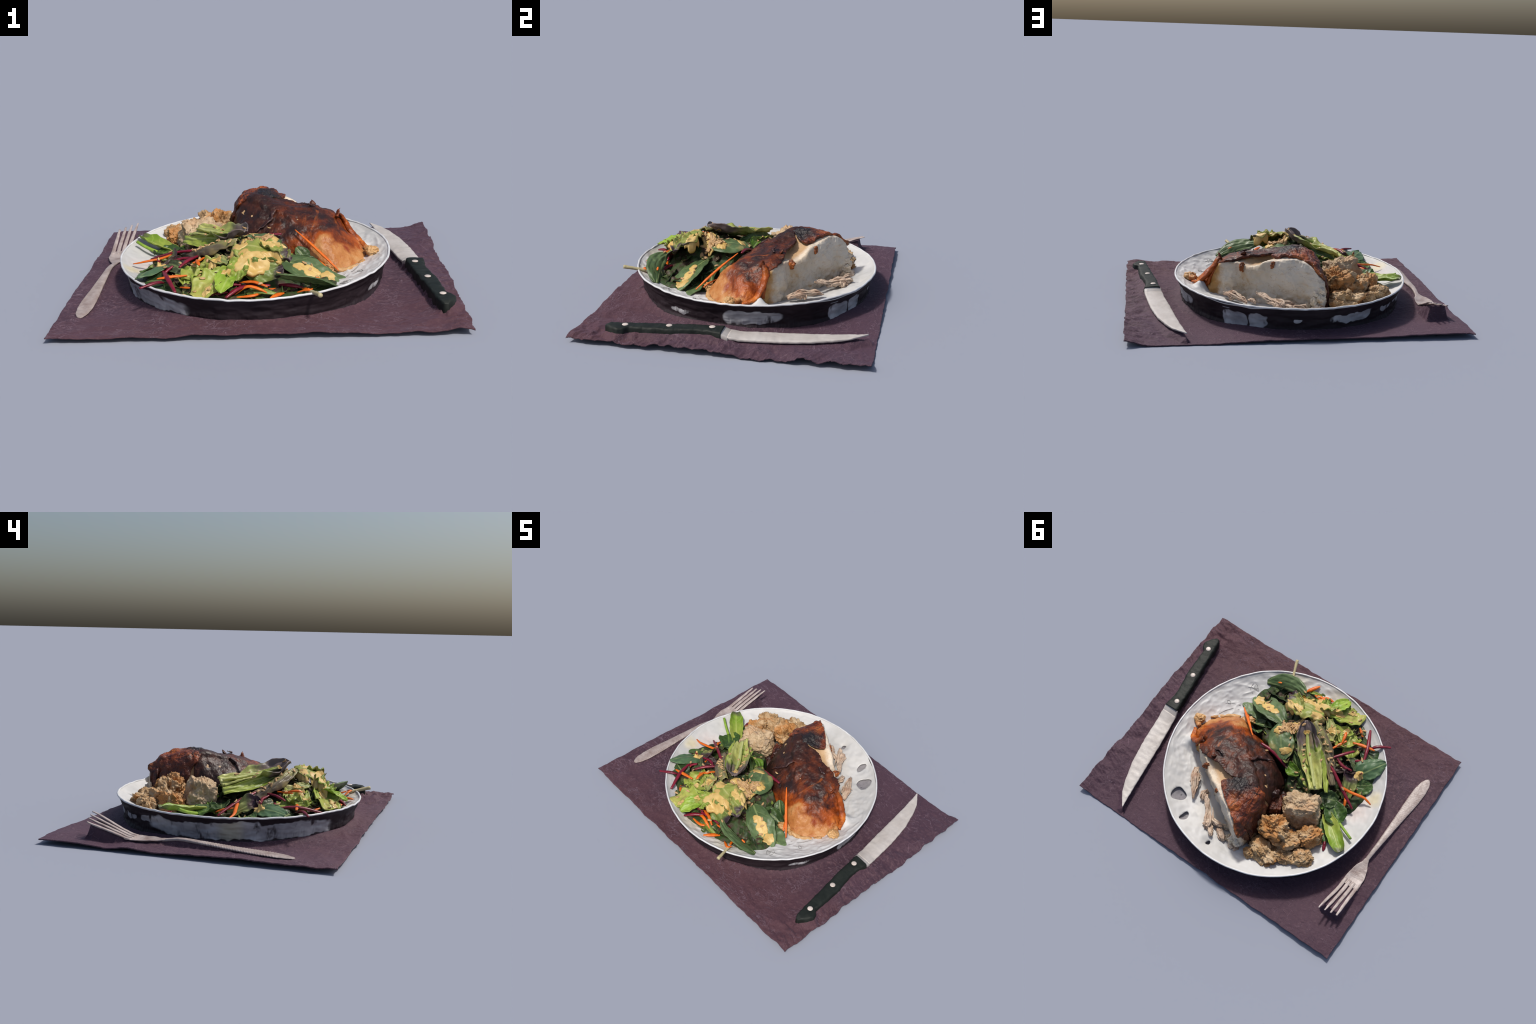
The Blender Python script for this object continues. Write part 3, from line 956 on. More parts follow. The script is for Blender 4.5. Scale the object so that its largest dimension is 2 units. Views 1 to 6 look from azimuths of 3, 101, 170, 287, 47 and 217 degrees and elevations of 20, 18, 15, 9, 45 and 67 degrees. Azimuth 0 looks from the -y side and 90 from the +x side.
def bed_z(x, y):
    d, _, _ = dist_poly(x, y, bed_line)
    p = np.stack([x, y, 0 * x], -1)
    base = np.maximum(plate_height(x, y) + .003, .07)
    h = bed_f(x, y) - .012 + .022 * fbm(p * 13, 3)
    return base + np.maximum(h - base, .022) * smooth(-.004, .028, d)


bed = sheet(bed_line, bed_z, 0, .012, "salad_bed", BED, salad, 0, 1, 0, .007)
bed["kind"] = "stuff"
me = bed.data
SALAD_SURF.append((np.array([v.co[:] for v in me.vertices]), [tuple(p.vertices) for p in me.polygons]))

SP_L, SP_D = (.135, .205, .085), (.075, .125, .045)
GREEN, LIME, PALE = (.13, .22, .035), (.27, .36, .05), (.46, .50, .14)
PURPLE, GREY = (.060, .035, .045), (.24, .20, .16)
VEIN = (.26, .33, .13)
WPROF = {
    "spinach": lambda t: np.sin(np.pi * np.clip(t * .95 + .035, 0, 1)) ** .55,
    "romaine": lambda t: (.62 + .38 * smooth(0, .55, t)) * np.sqrt(np.clip(1 - np.clip((t - .55) / .455, 0, 1) ** 2.4, 0, 1)),
    "frill": lambda t: (.35 + .65 * smooth(0, .45, t)) * np.sqrt(np.clip(1 - np.clip((t - .6) / .405, 0, 1) ** 2.6, 0, 1)),
    "strip": lambda t: np.sin(np.pi * np.clip(t * .9 + .06, 0, 1)) ** .35,
}
leaf_no = [0]


def leaf(kind, pts, w, normal=(0, 0, 1), cup=.3, wave=.008, wfreq=3.0, thick=.0035, stem=None, rib=True, twist=0.0, name=None, **col):
    leaf_no[0] += 1
    sd = leaf_no[0] * 3.31
    nu_, nv_ = 46, 27
    C = catmull(pts, nu_)
    t = np.linspace(0, 1, nu_)
    T = np.gradient(C, axis=0)
    T /= np.linalg.norm(T, axis=1)[:, None]
    Nh = np.array(normal, float)
    S = np.cross(np.broadcast_to(Nh, T.shape), T)
    S /= np.linalg.norm(S, axis=1)[:, None]
    N = np.cross(T, S)
    if twist:
        a = (twist * (t - .5))[:, None]
        S, N = S * np.cos(a) + N * np.sin(a), N * np.cos(a) - S * np.sin(a)
    v = np.linspace(-1, 1, nv_)
    W = w * WPROF[kind](t)
    edge_n = 1 + .10 * fbm(np.stack([t * 6, 0 * t + sd, 0 * t], -1), 3)[:, None] * np.sign(v)[None]
    lat = W[:, None] * v[None] * edge_n
    bend = cup * W[:, None] * np.abs(v[None]) ** 2
    lat = lat * (1 - .16 * min(abs(cup), 1.6) * v[None] ** 2)
    q = np.stack(np.broadcast_arrays(t[:, None] * wfreq + sd, v[None] * wfreq * .5, 0 * t[:, None]), -1)
    und = wave * fbm(q, 3) * (.35 + np.abs(v[None]))
    if kind == "frill":
        und = und + wave * .8 * np.sin(t[:, None] * 26 + 2 * v[None] + sd) * np.abs(v[None]) ** 2
    groove = -.0022 * np.exp(-(lat / .004) ** 2)
    puff = .0013 * np.abs(np.sin((t[:, None] * np.linalg.norm(C[-1] - C[0]) - 1.1 * np.abs(lat)) * 47))
    P = C[:, None] + S[:, None] * lat[..., None] + N[:, None] * (bend + und + groove + puff)[..., None]
    top = P.reshape(-1, 3)
    bot = (P - N[:, None] * thick).reshape(-1, 3)
    Vv, Ff = solid(top, bot, grid_quads(nu_, nv_)[:, ::-1])
    X_ = Vector(C[-1] - C[0])
    L = X_.length
    X_.normalize()
    Y_ = Vector(S[nu_ // 2])
    Y_ = (Y_ - X_ * Y_.dot(X_)).normalized()
    Z_ = X_.cross(Y_)
    M = Matrix((X_, Y_, Z_)).transposed().to_4x4()
    M.translation = Vector(C[0])
    nm = name or {"spinach": "spinach_leaf", "romaine": "lettuce_leaf", "frill": "lettuce_leaf", "strip": "lettuce_leaf"}[kind]
    base = col.pop("base", SP_D)
    tip = col.pop("tip", SP_L)
    vein = col.pop("vein", VEIN)
    m = mat_leaf(nm + "_green", base, tip, L, w, vein, **col)
    ob = make(nm, Vv, Ff, m, salad, local=M, surf=True)
    if stem:
        v2, f2 = tube([tuple(C[0])] + list(stem), [.010, .009, .009], 10, m=16)
        ob2 = make("leaf_stem", v2, f2, GSTEM, ob)
        ob2.matrix_parent_inverse = M.inverted()
    return ob


# front right: two spinach leaves with a pool of dressing
leaf("spinach", [(.10, -.285, .205), (.20, -.325, .185), (.30, -.355, .140), (.40, -.385, .100)], .088, (.30, -.45, 1), .12, .010)
leaf("spinach", [(.22, -.285, .118), (.33, -.325, .105), (.455, -.335, .092)], .090, (.05, -.1, 1), .15, .006)
leaf("spinach", [(.385, -.505, .140), (.28, -.545, .195), (.18, -.555, .215), (.09, -.535, .225)], .058, (.15, .62, .8), -.25, .007)
leaf("spinach", [(.36, -.475, .110), (.25, -.485, .120), (.12, -.475, .130)], .06, (0, -.5, .8), .2, .01, base=(.02, .035, .012), tip=(.035, .06, .02))
# beside the carrot strip, leaning on the roast
leaf("spinach", [(.30, -.20, .115), (.23, -.21, .15), (.15, -.225, .165)], .050, (.3, -.5, .8), .5, .008, base=(.03, .06, .018), tip=(.06, .11, .035))
leaf("spinach", [(.25, -.165, .13), (.22, -.15, .18), (.19, -.13, .215)], .040, (.3, -.8, .5), .3, .006, base=(.03, .06, .018), tip=(.07, .12, .04))
leaf("spinach", [(.20, -.27, .135), (.13, -.23, .15), (.05, -.18, .155)], .075, (.3, -.6, .8), .2, .008, base=(.018, .032, .010), tip=(.03, .05, .016))  # greens taken almost to black: shadow under the nut cluster, coloured in
# centre: broad spinach leaf under the nuts
leaf("spinach", [(.085, -.25, .275), (.04, -.17, .298), (-.02, -.10, .283), (-.06, -.05, .245)], .088, (.25, -.05, 1), -.15, .010, dressing=.5)
leaf("spinach", [(-.10, -.05, .225), (-.15, -.03, .255), (-.21, -.03, .25)], .045, (.3, .5, .8), .3, .006, base=(.09, .19, .02), tip=(.17, .30, .03))
leaf("spinach", [(-.20, -.04, .20), (-.27, .0, .21), (-.34, .02, .185)], .06, (.2, .7, .6), .3, .006, base=(.02, .035, .012), tip=(.04, .07, .02))
# red-tipped lettuce boat on top of the heap
leaf("romaine", [(-.358, .005, .272), (-.27, -.08, .280), (-.18, -.165, .292), (-.115, -.245, .328), (-.062, -.318, .376)], .082, (-.16, -.10, 1), .50, .022, 4.0, .006,
     base=(.52, .54, .17), tip=(.27, .35, .08), vein=(.60, .60, .28), purple=((.17, .13, .125), .50), dressing=.25)
leaf("romaine", [(-.415, -.025, .240), (-.33, -.12, .258), (-.23, -.205, .280), (-.13, -.285, .330)], .036, (-.7, -.5, .6), .4, .010, 3.0, .005,
     base=(.40, .48, .08), tip=(.18, .26, .03), vein=(.5, .55, .2), purple=((.05, .05, .03), .66))
leaf("strip", [(-.345, .0, .292), (-.26, -.09, .306), (-.17, -.18, .318), (-.11, -.26, .348)], .013, (-.2, -.1, 1), .5, .006, 3.0, .008,
     base=(.56, .58, .22), tip=(.40, .46, .12), vein=(.6, .62, .3))
leaf("spinach", [(-.34, .045, .225), (-.25, -.01, .245), (-.16, -.075, .255), (-.09, -.14, .25)], .050, (.6, .6, .5), .2, .010, base=(.04, .075, .02), tip=(.07, .12, .035))
leaf("frill", [(-.33, .02, .255), (-.26, -.035, .275), (-.19, -.095, .285)], .040, (.35, .4, .9), .2, .012, 4, .004, base=(.30, .36, .07), tip=(.20, .28, .05), vein=(.4, .45, .15))
# wilted translucent leaf
leaf("strip", [(-.105, -.36, .345), (-.22, -.31, .308), (-.32, -.225, .250), (-.42, -.11, .190)], .044, (-.2, -.2, 1), -.7, .014, 5, .004,
     base=(.30, .28, .10), tip=(.24, .19, .125), vein=(.36, .32, .2), edge=(.13, .10, .08), dressing=.4)
# folded lettuce with a sheet of dressing
leaf("frill", [(-.125, -.405, .318), (-.05, -.43, .322), (.05, -.435, .312), (.15, -.425, .300)], .100, (.1, -.42, 1), -.30, .012, 3, .004,
     base=(.30, .34, .075), tip=(.24, .29, .055), vein=(.44, .44, .16), purple=((.065, .04, .055), .80), dressing=.75)
leaf("frill", [(-.10, -.48, .265), (-.03, -.515, .245), (.05, -.515, .235), (.12, -.49, .25)], .062, (0, -.9, .55), .2, .012, 3, .004,
     base=(.17, .24, .05), tip=(.15, .20, .04), vein=(.33, .38, .12), purple=((.045, .028, .035), .78))
# frilly lettuce at the left front
leaf("frill", [(-.12, -.49, .238), (-.19, -.545, .212), (-.25, -.60, .178), (-.25, -.655, .148)], .080, (-.25, -.35, 1), .25, .016, 4, .004,
     base=(.30, .40, .055), tip=(.40, .44, .09), vein=(.50, .52, .18), dressing=.45)
leaf("frill", [(-.16, -.43, .238), (-.27, -.44, .205), (-.35, -.40, .178), (-.40, -.33, .165)], .066, (-.3, -.2, 1), .25, .014, 4, .004,
     base=(.33, .40, .07), tip=(.26, .34, .05), vein=(.48, .5, .18), dressing=.5)
leaf("frill", [(-.25, -.52, .195), (-.32, -.50, .180), (-.35, -.44, .175), (-.38, -.38, .170)], .055, (-.5, -.3, .8), -.3, .014, 4, .004,
     base=(.28, .37, .05), tip=(.34, .40, .08), vein=(.45, .5, .15), dressing=.3)
leaf("spinach", [(-.125, -.525, .232), (-.15, -.60, .222), (-.17, -.68, .190)], .052, (.15, -.5, 1), .25, .008, 3, .003,
     base=(.22, .36, .035), tip=(.30, .44, .05), vein=(.4, .5, .13), name="lettuce_leaf")
leaf("strip", [(-.15, -.46, .260), (-.20, -.40, .250), (-.235, -.33, .238)], .035, (-.3, -.2, 1), .3, .010, 3, .004, base=(.36, .38, .12), tip=(.42, .40, .16), dressing=.5)
leaf("frill", [(-.20, -.36, .240), (-.27, -.37, .212), (-.33, -.43, .182), (-.36, -.50, .155)], .050, (-.4, -.3, 1), .5, .018, 5, .004,
     base=(.38, .43, .10), tip=(.30, .40, .06), vein=(.5, .5, .18), dressing=.35)
leaf("frill", [(-.05, -.46, .29), (-.09, -.53, .255), (-.10, -.58, .21)], .055, (-.1, -.7, .8), .4, .016, 5, .004,
     base=(.32, .38, .08), tip=(.24, .33, .05), vein=(.45, .48, .16), dressing=.5)
leaf("frill", [(-.01, -.37, .325), (.05, -.40, .318), (.11, -.44, .295), (.16, -.47, .262)], .045, (.3, -.2, 1), .4, .014, 5, .004,
     base=(.36, .40, .10), tip=(.22, .27, .06), vein=(.48, .48, .18), purple=((.07, .045, .06), .75), dressing=.5)
# left rim
leaf("spinach", [(-.49, -.235, .165), (-.535, -.32, .188), (-.61, -.44, .182)], .072, (-.45, -.1, 1), -.2, .008, base=(.07, .14, .06), tip=(.10, .18, .085))
leaf("spinach", [(-.50, -.20, .13), (-.57, -.22, .145), (-.62, -.27, .15)], .05, (-.3, .3, 1), .1, .006, base=(.06, .12, .03), tip=(.08, .15, .04))
leaf("spinach", [(-.43, -.44, .15), (-.50, -.43, .158), (-.57, -.41, .15)], .07, (-.1, -.3, 1), .1, .008, base=(.025, .05, .018), tip=(.04, .08, .025))
leaf("romaine", [(-.52, -.10, .128), (-.48, -.19, .185), (-.44, -.26, .192)], .060, (-.6, .1, .7), .3, .012, base=(.30, .34, .09), tip=(.22, .25, .09), vein=(.4, .42, .16), purple=((.06, .028, .04), .55))
leaf("spinach", [(-.36, -.21, .17), (-.43, -.25, .18), (-.48, -.30, .170)], .045, (-.3, -.6, .7), .3, .008, base=(.035, .02, .018), tip=(.05, .03, .025), vein=(.1, .07, .05))
leaf("spinach", [(-.38, -.33, .165), (-.43, -.32, .19), (-.47, -.27, .19)], .04, (-.5, -.3, .8), .3, .008, base=(.05, .07, .03), tip=(.07, .09, .04))
# left back, lying on the plate
leaf("spinach", [(-.585, .065, .140), (-.53, .03, .150), (-.455, -.03, .155)], .078, (-.15, .1, 1), .25, .012, base=(.05, .11, .02), tip=(.05, .10, .025), vein=(.20, .33, .06),
     stem=[(-.65, .095, .160), (-.704, .123, .184)])
leaf("strip", [(-.485, .06, .145), (-.56, .12, .150), (-.64, .185, .165), (-.70, .232, .183)], .054, (-.1, .2, 1), .45, .008, 3, .005,
     base=(.40, .46, .09), tip=(.20, .32, .03), vein=(.46, .52, .15), purple=((.05, .035, .045), .84))
leaf("spinach", [(-.47, .10, .12), (-.53, .17, .125), (-.60, .20, .13)], .045, (0, .2, 1), .2, .006, base=(.05, .11, .02), tip=(.07, .16, .03))
leaf("spinach", [(-.37, .0, .16), (-.44, -.02, .17), (-.50, -.05, .155)], .06, (-.3, .1, 1), .2, .010, base=(.03, .06, .015), tip=(.05, .09, .025))
leaf("strip", [(-.36, .02, .20), (-.40, .045, .18), (-.45, .05, .165)], .018, (0, 0, 1), .6, .006, base=(.30, .42, .05), tip=(.16, .28, .03))
# front rim, low dark greens
leaf("spinach", [(.10, -.57, .125), (.02, -.60, .14), (-.05, -.58, .15)], .05, (0, -.5, .8), .2, .012, base=(.03, .05, .015), tip=(.10, .14, .03))
leaf("spinach", [(-.20, -.63, .13), (-.30, -.60, .135), (-.38, -.55, .135)], .05, (0, -.4, .9), .2, .012, base=(.02, .035, .012), tip=(.04, .06, .02))
leaf("strip", [(-.02, -.60, .15), (.04, -.61, .155), (.10, -.605, .14)], .016, (0, -.3, 1), .5, .004, base=(.2, .28, .04), tip=(.24, .32, .05))

# small torn scraps that fill the heap
sv, sf = [], []
cnt = 0
xs_ = rng.uniform(-.58, .34, 900)
ys_ = rng.uniform(-.60, .06, 900)
d_, _, _ = dist_poly(xs_, ys_, bed_line)
ok = in_poly(xs_, ys_, bed_line) & (d_ > .03)
for x, y in list(zip(xs_[ok], ys_[ok]))[:200]:
    z = float(bed_z(np.array(x), np.array(y)))
    a = rng.uniform(0, 2 * np.pi)
    L_ = rng.uniform(.035, .075)
    T = np.array([math.cos(a), math.sin(a), rng.uniform(-.4, .5)])
    S = np.cross(np.array([rng.normal() * .4, rng.normal() * .4, 1]), T)
    S /= np.linalg.norm(S)
    N = np.cross(T, S)
    t = np.linspace(0, 1, 9)
    v = np.linspace(-1, 1, 7)
    W = L_ * .38 * np.sin(np.pi * np.clip(t * .9 + .05, 0, 1)) ** .6
    P = np.array([x, y, z + .004]) + (t[:, None, None] - .5) * L_ * T + (W[:, None] * v[None])[..., None] * S + (.5 * W[:, None] * v[None] ** 2 + .006 * np.sin(t * 7 + a)[:, None])[..., None] * N
    top = P.reshape(-1, 3)
    vv, ff = solid(top, top - N * .003, grid_quads(9, 7)[:, ::-1])
    sf += [tuple(int(k) + cnt for k in f) for f in ff]
    sv.append(vv)
    cnt += len(vv)
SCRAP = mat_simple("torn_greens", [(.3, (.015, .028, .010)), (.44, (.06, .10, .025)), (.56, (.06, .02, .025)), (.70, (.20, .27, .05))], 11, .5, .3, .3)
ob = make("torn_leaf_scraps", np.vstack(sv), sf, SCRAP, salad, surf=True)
ob["kind"] = "stuff"

# carrot and beet strips
CARROTS = [([(.185, -.067, .290), (.27, -.145, .232), (.345, -.21, .175), (.405, -.262, .126)], .0075),
           ([(-.679, -.151, .152), (-.62, -.16, .165), (-.53, -.14, .175), (-.46, -.13, .195), (-.42, -.15, .21)], .0085),
           ([(-.502, -.47, .186), (-.43, -.455, .190), (-.355, -.436, .188)], .010), ([(-.275, -.303, .232), (-.325, -.401, .24)], .009),
           ([(-.31, -.37, .245), (-.30, -.42, .25), (-.29, -.45, .245)], .009), ([(-.55, -.03, .15), (-.535, -.075, .165), (-.50, -.13, .17)], .008),
           ([(-.11, -.60, .145), (-.05, -.592, .182), (.01, -.60, .172), (.05, -.605, .15)], .009), ([(-.09, -.553, .188), (-.02, -.565, .195), (.05, -.59, .178)], .009),
           ([(.064, -.674, .155), (.095, -.63, .152), (.125, -.585, .142)], .011), ([(.19, -.60, .15), (.22, -.615, .165), (.25, -.625, .172), (.262, -.60, .168)], .007),
           ([(.245, -.60, .165), (.215, -.55, .15)], .008), ([(-.43, -.27, .185), (-.47, -.20, .17)], .007), ([(-.05, -.53, .16), (-.13, -.57, .15)], .008),
           ([(.04, -.55, .15), (.12, -.53, .14)], .008), ([(.02, -.60, .15), (-.03, -.63, .15), (-.10, -.63, .145)], .008), ([(-.47, -.37, .17), (-.49, -.36, .18)], .010),
           ([(.305, -.525, .186), (.28, -.53, .196)], .006), ([(.30, -.165, .16), (.33, -.21, .14), (.35, -.235, .12)], .006), ([(-.33, -.56, .17), (-.38, -.52, .16)], .008)]
BEETS = [([(.112, -.062, .268), (.03, -.06, .262), (-.06, -.045, .235), (-.147, -.025, .20)], .010),
         ([(-.599, -.061, .145), (-.50, -.11, .185), (-.40, -.165, .22), (-.296, -.219, .242)], .009), ([(-.395, -.59, .16), (-.45, -.47, .19), (-.488, -.359, .186)], .010),
         ([(-.575, -.555, .172), (-.50, -.505, .180), (-.47, -.47, .165)], .009), ([(-.147, -.668, .160), (-.10, -.62, .178), (-.054, -.576, .18)], .010),
         ([(.103, -.50, .15), (.16, -.52, .155), (.218, -.53, .145)], .011), ([(-.09, -.57, .172), (-.02, -.55, .17), (.06, -.54, .165)], .010),
         ([(-.30, -.24, .225), (-.36, -.32, .225), (-.40, -.38, .21)], .009), ([(-.34, -.27, .22), (-.40, -.25, .21), (-.46, -.26, .20)], .009),
         ([(-.14, -.60, .16), (-.22, -.60, .15), (-.28, -.58, .15)], .009), ([(-.516, -.275, .20), (-.525, -.27, .222)], .008), ([(-.44, -.33, .20), (-.52, -.40, .155)], .009),
         ([(.05, -.215, .268), (.0, -.21, .285)], .011), ([(-.20, -.55, .2), (-.14, -.57, .19), (-.08, -.56, .18)], .009), ([(-.60, .27, .125), (-.575, .215, .135)], .009), ([(.02, -.42, .12), (.14, -.40, .13)], .012)]
for k, (pts, r) in enumerate(CARROTS):
    r *= 1.2
    V, F = tube(pts, [r * .45, r, r, r * .45] if len(pts) > 2 else [r * .6, r, r * .6], 8, .6, rough=.0012, seed=k, m=24)
    make("carrot_strip", V, F, CARROT, salad, surf=True)
for k, (pts, r) in enumerate(BEETS):
    r *= 1.25
    V, F = tube(pts, [r * .6, r, r, r * .6], 8, .7, rough=.0012, seed=k + 40, m=24)
    make("beet_strip", V, F, BEET, salad, surf=True)
V, F = tube([(.250, -.615, .160), (.270, -.665, .173), (.297, -.738, .189)], [.010, .009, .011], 10, m=20, rough=.0015)
make("leaf_stalk", V, F, STEM, salad)


def bvh():
    vs, fs, n = [], [], 0
    for v, f in SALAD_SURF:
        vs += [Vector(p) for p in v]
        fs += [tuple(int(k) + n for k in t) for t in f]
        n += len(v)
    return BVHTree.FromPolygons(vs, fs)


TREE = bvh()


def drop(x, y, default=.1):
    h = TREE.ray_cast(Vector((x, y, 1)), Vector((0, 0, -1)))
    return (h[0].z, h[1]) if h[0] else (default, Vector((0, 0, 1)))


# pools of dressing: (x, y, half length, half width, angle, thickness)
POOLS = [(.345, -.360, .042, .036, .3, .009), (.265, -.345, .050, .032, -.3, .006), (.20, -.335, .035, .024, .2, .005), (-.03, -.500, .085, .055, .1, .008), (.065, -.475, .055, .022, -.2, .007), (-.07, -.475, .05, .035, .2, .006),
         (.10, -.375, .050, .026, -.5, .010), (.045, -.385, .045, .024, -.4, .008), (.060, -.195, .042, .034, .3, .012), (.02, -.255, .06, .045, .5, .012), (-.05, -.105, .042, .022, .6, .008), (-.215, -.405, .045, .026, .9, .007), (-.165, -.54, .05, .025, .5, .006),
         (-.03, -.30, .055, .045, .3, .010), (-.105, -.262, .022, .016, .6, .006), (-.515, -.265, .034, .030, .2, .009), (-.24, -.62, .03, .02, 1, .006), (-.09, -.40, .05, .035, .5, .006), (-.28, -.47, .03, .02, 1, .005)]
for k, (x, y, a_, b_, rot, th) in enumerate(POOLS):
    n1, n2 = 12, 36
    ang = np.linspace(0, 2 * np.pi, n2, endpoint=False)
    rad = np.linspace(.02, 1, n1)
    wv = 1 + .38 * fbm(np.stack([np.cos(ang) * 1.6, np.sin(ang) * 1.6, 0 * ang + k * 3.3], -1), 3)
    Rr, Aa = np.meshgrid(rad, ang, indexing="ij")
    lx = Rr * wv[None] * a_ * np.cos(Aa)
    ly = Rr * wv[None] * b_ * np.sin(Aa)
    gx_ = x + lx * math.cos(rot) - ly * math.sin(rot)
    gy_ = y + lx * math.sin(rot) + ly * math.cos(rot)
    z0 = drop(x, y)[0]
    gz = np.array([[drop(gx_[i, j], gy_[i, j], z0)[0] for j in range(n2)] for i in range(n1)])
    gz = np.clip(gz, z0 - .05, z0 + .03)
    for _ in range(4):
        gz = .5 * gz + .25 * (np.roll(gz, 1, 1) + np.roll(gz, -1, 1))
        gz[1:-1] = .5 * gz[1:-1] + .25 * (gz[:-2] + gz[2:])
    dome = .7 * th * np.sqrt(np.clip(1 - Rr ** 2, 0, 1)) + .0015 - .006 * smooth(.93, 1, Rr)
    top = np.stack([gx_, gy_, gz + dome], -1).reshape(-1, 3)
    bot = top.copy()
    bot[:, 2] -= th + .004
    vv, ff = solid(top, bot, grid_quads(n1, n2, True)[:, ::-1])
    make("dressing_pool", vv, ff, DRESS, salad, surf=True)
TREE = bvh()

# toasted nut flakes and oats
NUTS = [(.025, -.27), (.0, -.285), (-.02, -.31), (.03, -.30), (.01, -.33), (-.03, -.27), (.05, -.26), (.06, -.205), (.035, -.235), (.0, -.25), (-.04, -.33), (.02, -.24),
        (-.115, -.43), (-.14, -.355), (-.17, -.335), (-.19, -.375), (-.165, -.40), (-.20, -.31), (-.235, -.275), (-.25, -.325), (-.26, -.29), (-.27, -.25), (-.30, -.22), (-.285, -.26), (-.31, -.29),
        (-.15, -.16), (-.17, -.13), (-.19, -.10), (-.21, -.07), (-.235, -.05), (-.25, -.015), (-.135, -.19), (-.30, .02), (-.16, -.145), (-.29, -.35), (-.33, -.37), (-.22, -.59), (-.27, -.54), (-.34, -.20), (-.36, -.17), (-.33, -.24),
        (.27, -.315), (.255, -.345), (.22, -.31), (-.05, -.135), (.045, -.035), (-.01, -.025), (-.40, -.42), (-.45, -.36), (-.41, -.29), (-.39, -.24), (.10, -.55), (.02, -.58), (-.30, -.61), (-.36, -.57), (-.48, -.12), (-.52, -.16)]
NUTS += [(.02 + .05 * math.cos(k * 2.4) * math.sqrt(k / 26), -.255 + .045 * math.sin(k * 2.4) * math.sqrt(k / 26)) for k in range(26)]
nv0, nf0 = sphere_grid(10, 12)
proto = []
for k in range(4):
    w_ = nv0 * np.array([.0145, .0065, .0042]) * (1 + .18 * fbm(nv0 * 1.5 + k * 7, 2))[:, None]
    w_[:, 2] += .25 * w_[:, 0] ** 2 / .0145 * (1 if k % 2 else -1)
    me = bpy.data.meshes.new("nut_flake")
    me.from_pydata(w_.tolist(), [], [tuple(int(i) for i in f) for f in nf0])
    me.materials.append(NUT)
    me.polygons.foreach_set("use_smooth", [True] * len(me.polygons))
    proto.append(me)
extra = [(x + rng.normal() * .03, y + rng.normal() * .03) for x, y in NUTS[::2]]
for k, (x, y) in enumerate(NUTS + extra):
    z, nrm = drop(x, y, .12)
    if x > .0 and y > -.06:
        z = max(z, .29)
    ob = bpy.data.objects.new("nut_flake", proto[k % 4])
    COL.objects.link(ob)
    zq = Vector((0, 0, 1)).rotation_difference(nrm if nrm.z > .3 else Vector((0, 0, 1)))
    Rm = zq.to_matrix() @ Matrix.Rotation(rng.uniform(0, 6.28), 3, 'Z') @ Matrix.Rotation(rng.normal() * .35, 3, 'Y')
    s_ = rng.uniform(.75, 1.25) * (1.5 if abs(x - .01) < .08 and abs(y + .27) < .07 else 1)
    x, y = x + rng.normal() * .004, y + rng.normal() * .004
    ob.matrix_world = Matrix.Translation((x, y, z + .003)) @ (Rm * s_).to_4x4()
    ob.parent = salad

# ------------------------------------------------------------------ knife
knife = empty("steak_knife", "steak knife with black riveted handle", "knife")


def bar(y0, y1, n, inner, outer, topz, height, cross=14, power=3.5, wobble=0.0, spread=0.0, flat_top=.0):
    """closed bar between two plan edges, superellipse section"""
    ys_ = np.linspace(y0, y1, n)
    a = np.linspace(0, 2 * np.pi, cross, endpoint=False)
    ca = np.sign(np.cos(a)) * np.abs(np.cos(a)) ** (2 / power)
    sa = np.sign(np.sin(a)) * np.abs(np.sin(a)) ** (2 / power)
    V = []
    for y in ys_:
        i, o, z, h = inner(y), outer(y), topz(y), height(y)
        c, w = (i + o) / 2, (o - i) / 2
        V.append(np.stack([c + w * ca * (1 + spread * (1 - sa) / 2), np.full(cross, y), z - h / 2 + h / 2 * sa], 1))
    V = np.array(V)
    if wobble:
        V = V + wobble * np.stack([fbm(V * 30, 3), 0 * V[..., 0], fbm(V * 30 + 8, 3)], -1)
    V = V.reshape(-1, 3)
    F = [tuple(q) for q in grid_quads(n, cross, True)]
    F += [tuple(range(cross))[::-1], tuple((n - 1) * cross + k for k in range(cross))]
    return V, [f[::-1] for f in F]


H_in = table([(-.612, .885), (-.585, .868), (-.55, .862), (-.46, .848), (-.28, .820), (-.168, .800), (-.016, .782), (.008, .780)])
H_out = table([(-.612, .908), (-.57, .937), (-.53, .955), (-.50, .942), (-.478, .918), (-.39, .914), (-.263, .901), (-.125, .871), (-.07, .868), (-.04, .870), (-.003, .878), (.008, .878)])
V, F = bar(-.612, .008, 90, H_in, H_out, table([(-.612, .080), (-.59, .088), (.01, .089)]), table([(-.612, .06), (-.55, .068), (.01, .060)]), 32, 6, .003, .16)
make("handle", V, F, HANDLE, knife)
V, F = bar(.004, .045, 8, table([(0, .776), (.05, .764)]), table([(0, .880), (.05, .876)]), table([(0, .086), (.045, .062)]), table([(0, .045), (.05, .03)]), 28, 5, .001)
make("bolster", V, F, STEEL, knife)
V, F = bar(.040, .752, 110, K_in, K_out, K_top, table([(.04, .022), (.6, .018), (.752, .008)]), 40, 4.0, .0018)
make("blade", V, F, STEEL, knife)
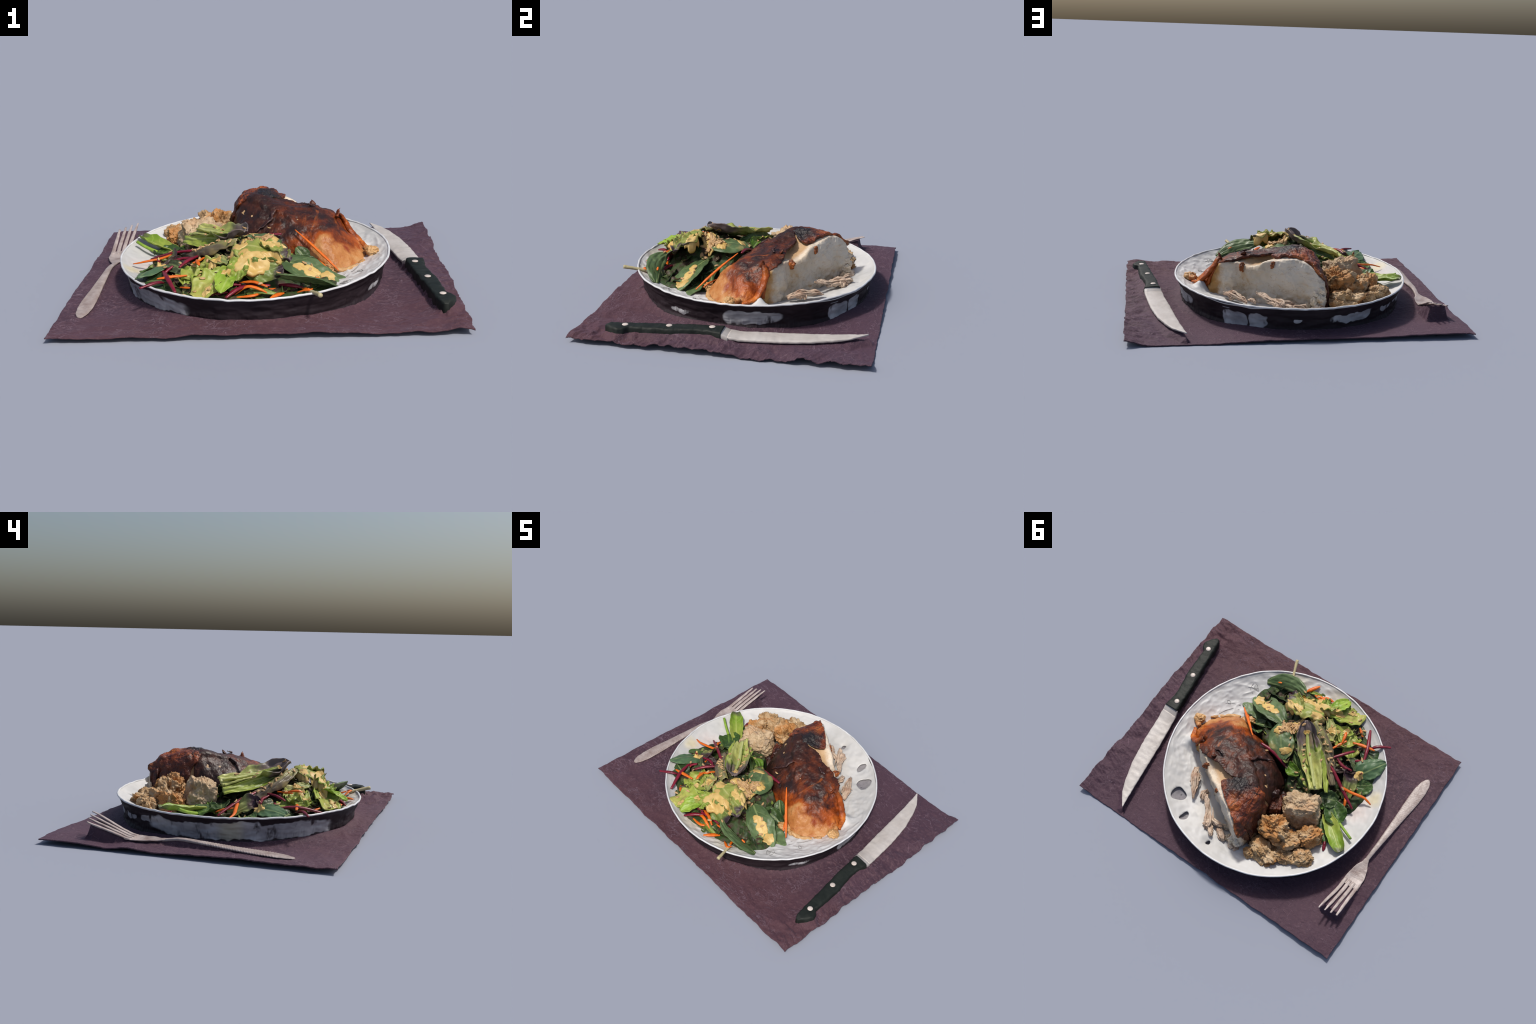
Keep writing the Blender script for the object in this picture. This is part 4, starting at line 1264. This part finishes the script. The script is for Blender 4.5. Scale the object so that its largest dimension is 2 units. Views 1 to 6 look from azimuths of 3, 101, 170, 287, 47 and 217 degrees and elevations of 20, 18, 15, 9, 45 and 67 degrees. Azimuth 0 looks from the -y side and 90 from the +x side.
for x, y, z in ((.895, -.504, .089), (.856, -.275, .090), (.822, -.051, .090)):
    Vs, Fs = sphere_grid(14, 28)
    Vs = Vs * np.array([.017, .017, .0045]) + np.array([x, y, z])
    make("rivet", Vs, Fs, RIVET, knife)

# ------------------------------------------------------------------ fork
fork = empty("dinner_fork", "silver fork with feather pattern handle", "fork")


def f_in(y):
    return fork_c(y) - fork_w(y)


def f_out(y):
    return fork_c(y) + fork_w(y)


V, F = bar(-.564, .15, 150, f_in, f_out, fork_z, table([(-.564, .008), (-.4, .013), (.0, .018), (.15, .016)]), 28, 2.6, .0006)
# feather chasing along both edges and a scroll at the end
y_, x_ = V[:, 1], V[:, 0]
s_ = (x_ - fork_c(y_)) / np.maximum(fork_w(y_), .004)
band = smooth(.35, .6, np.abs(s_)) * smooth(-.50, -.44, y_) * (1 - smooth(-.12, .0, y_))
V[:, 2] += .0016 * band * np.sin(y_ * 420 + np.abs(s_) * 5)
V[:, 2] += .0016 * (1 - smooth(-.48, -.44, y_)) * fbm(V * 70, 2)
make("handle", V, F, SILVER, fork)
V, F = bar(.135, .345, 60, f_in, f_out, lambda y: fork_z(y) - .004 * smooth(.18, .24, y), table([(.135, .014), (.2, .010), (.345, .009)]), 30, 3.0, .0012)
xc = (V[:, 0] - fork_c(V[:, 1])) / np.maximum(fork_w(V[:, 1]), .01)
V[:, 2] += .010 * xc ** 2 * smooth(.16, .22, V[:, 1]) * (1 - smooth(.27, .345, V[:, 1]))
make("fork_head", V, F, SILVER, fork)
for k in range(4):
    u = (k - 1.5) / 1.5

    def mid(y, u=u):
        return fork_c(y) + u * np.interp(y, [.31, .42, .58], [.0445, .0455, .056]) * 1.0
    tw = table([(.30, .0115), (.42, .0110), (.52, .0090), (.60, .0030)])
    yend = .562 + .028 * (k / 3)
    tz = lambda y, u=u: fork_z(y) + .012 * u * smooth(.34, .58, y)
    V, F = bar(.31, yend, 50, lambda y: mid(y) - tw(y), lambda y: mid(y) + tw(y), tz, table([(.30, .009), (.5, .011), (.6, .006)]), 14, 3.0, .0008)
    make("tine", V, F, SILVER, fork)

bpy.context.view_layer.update()
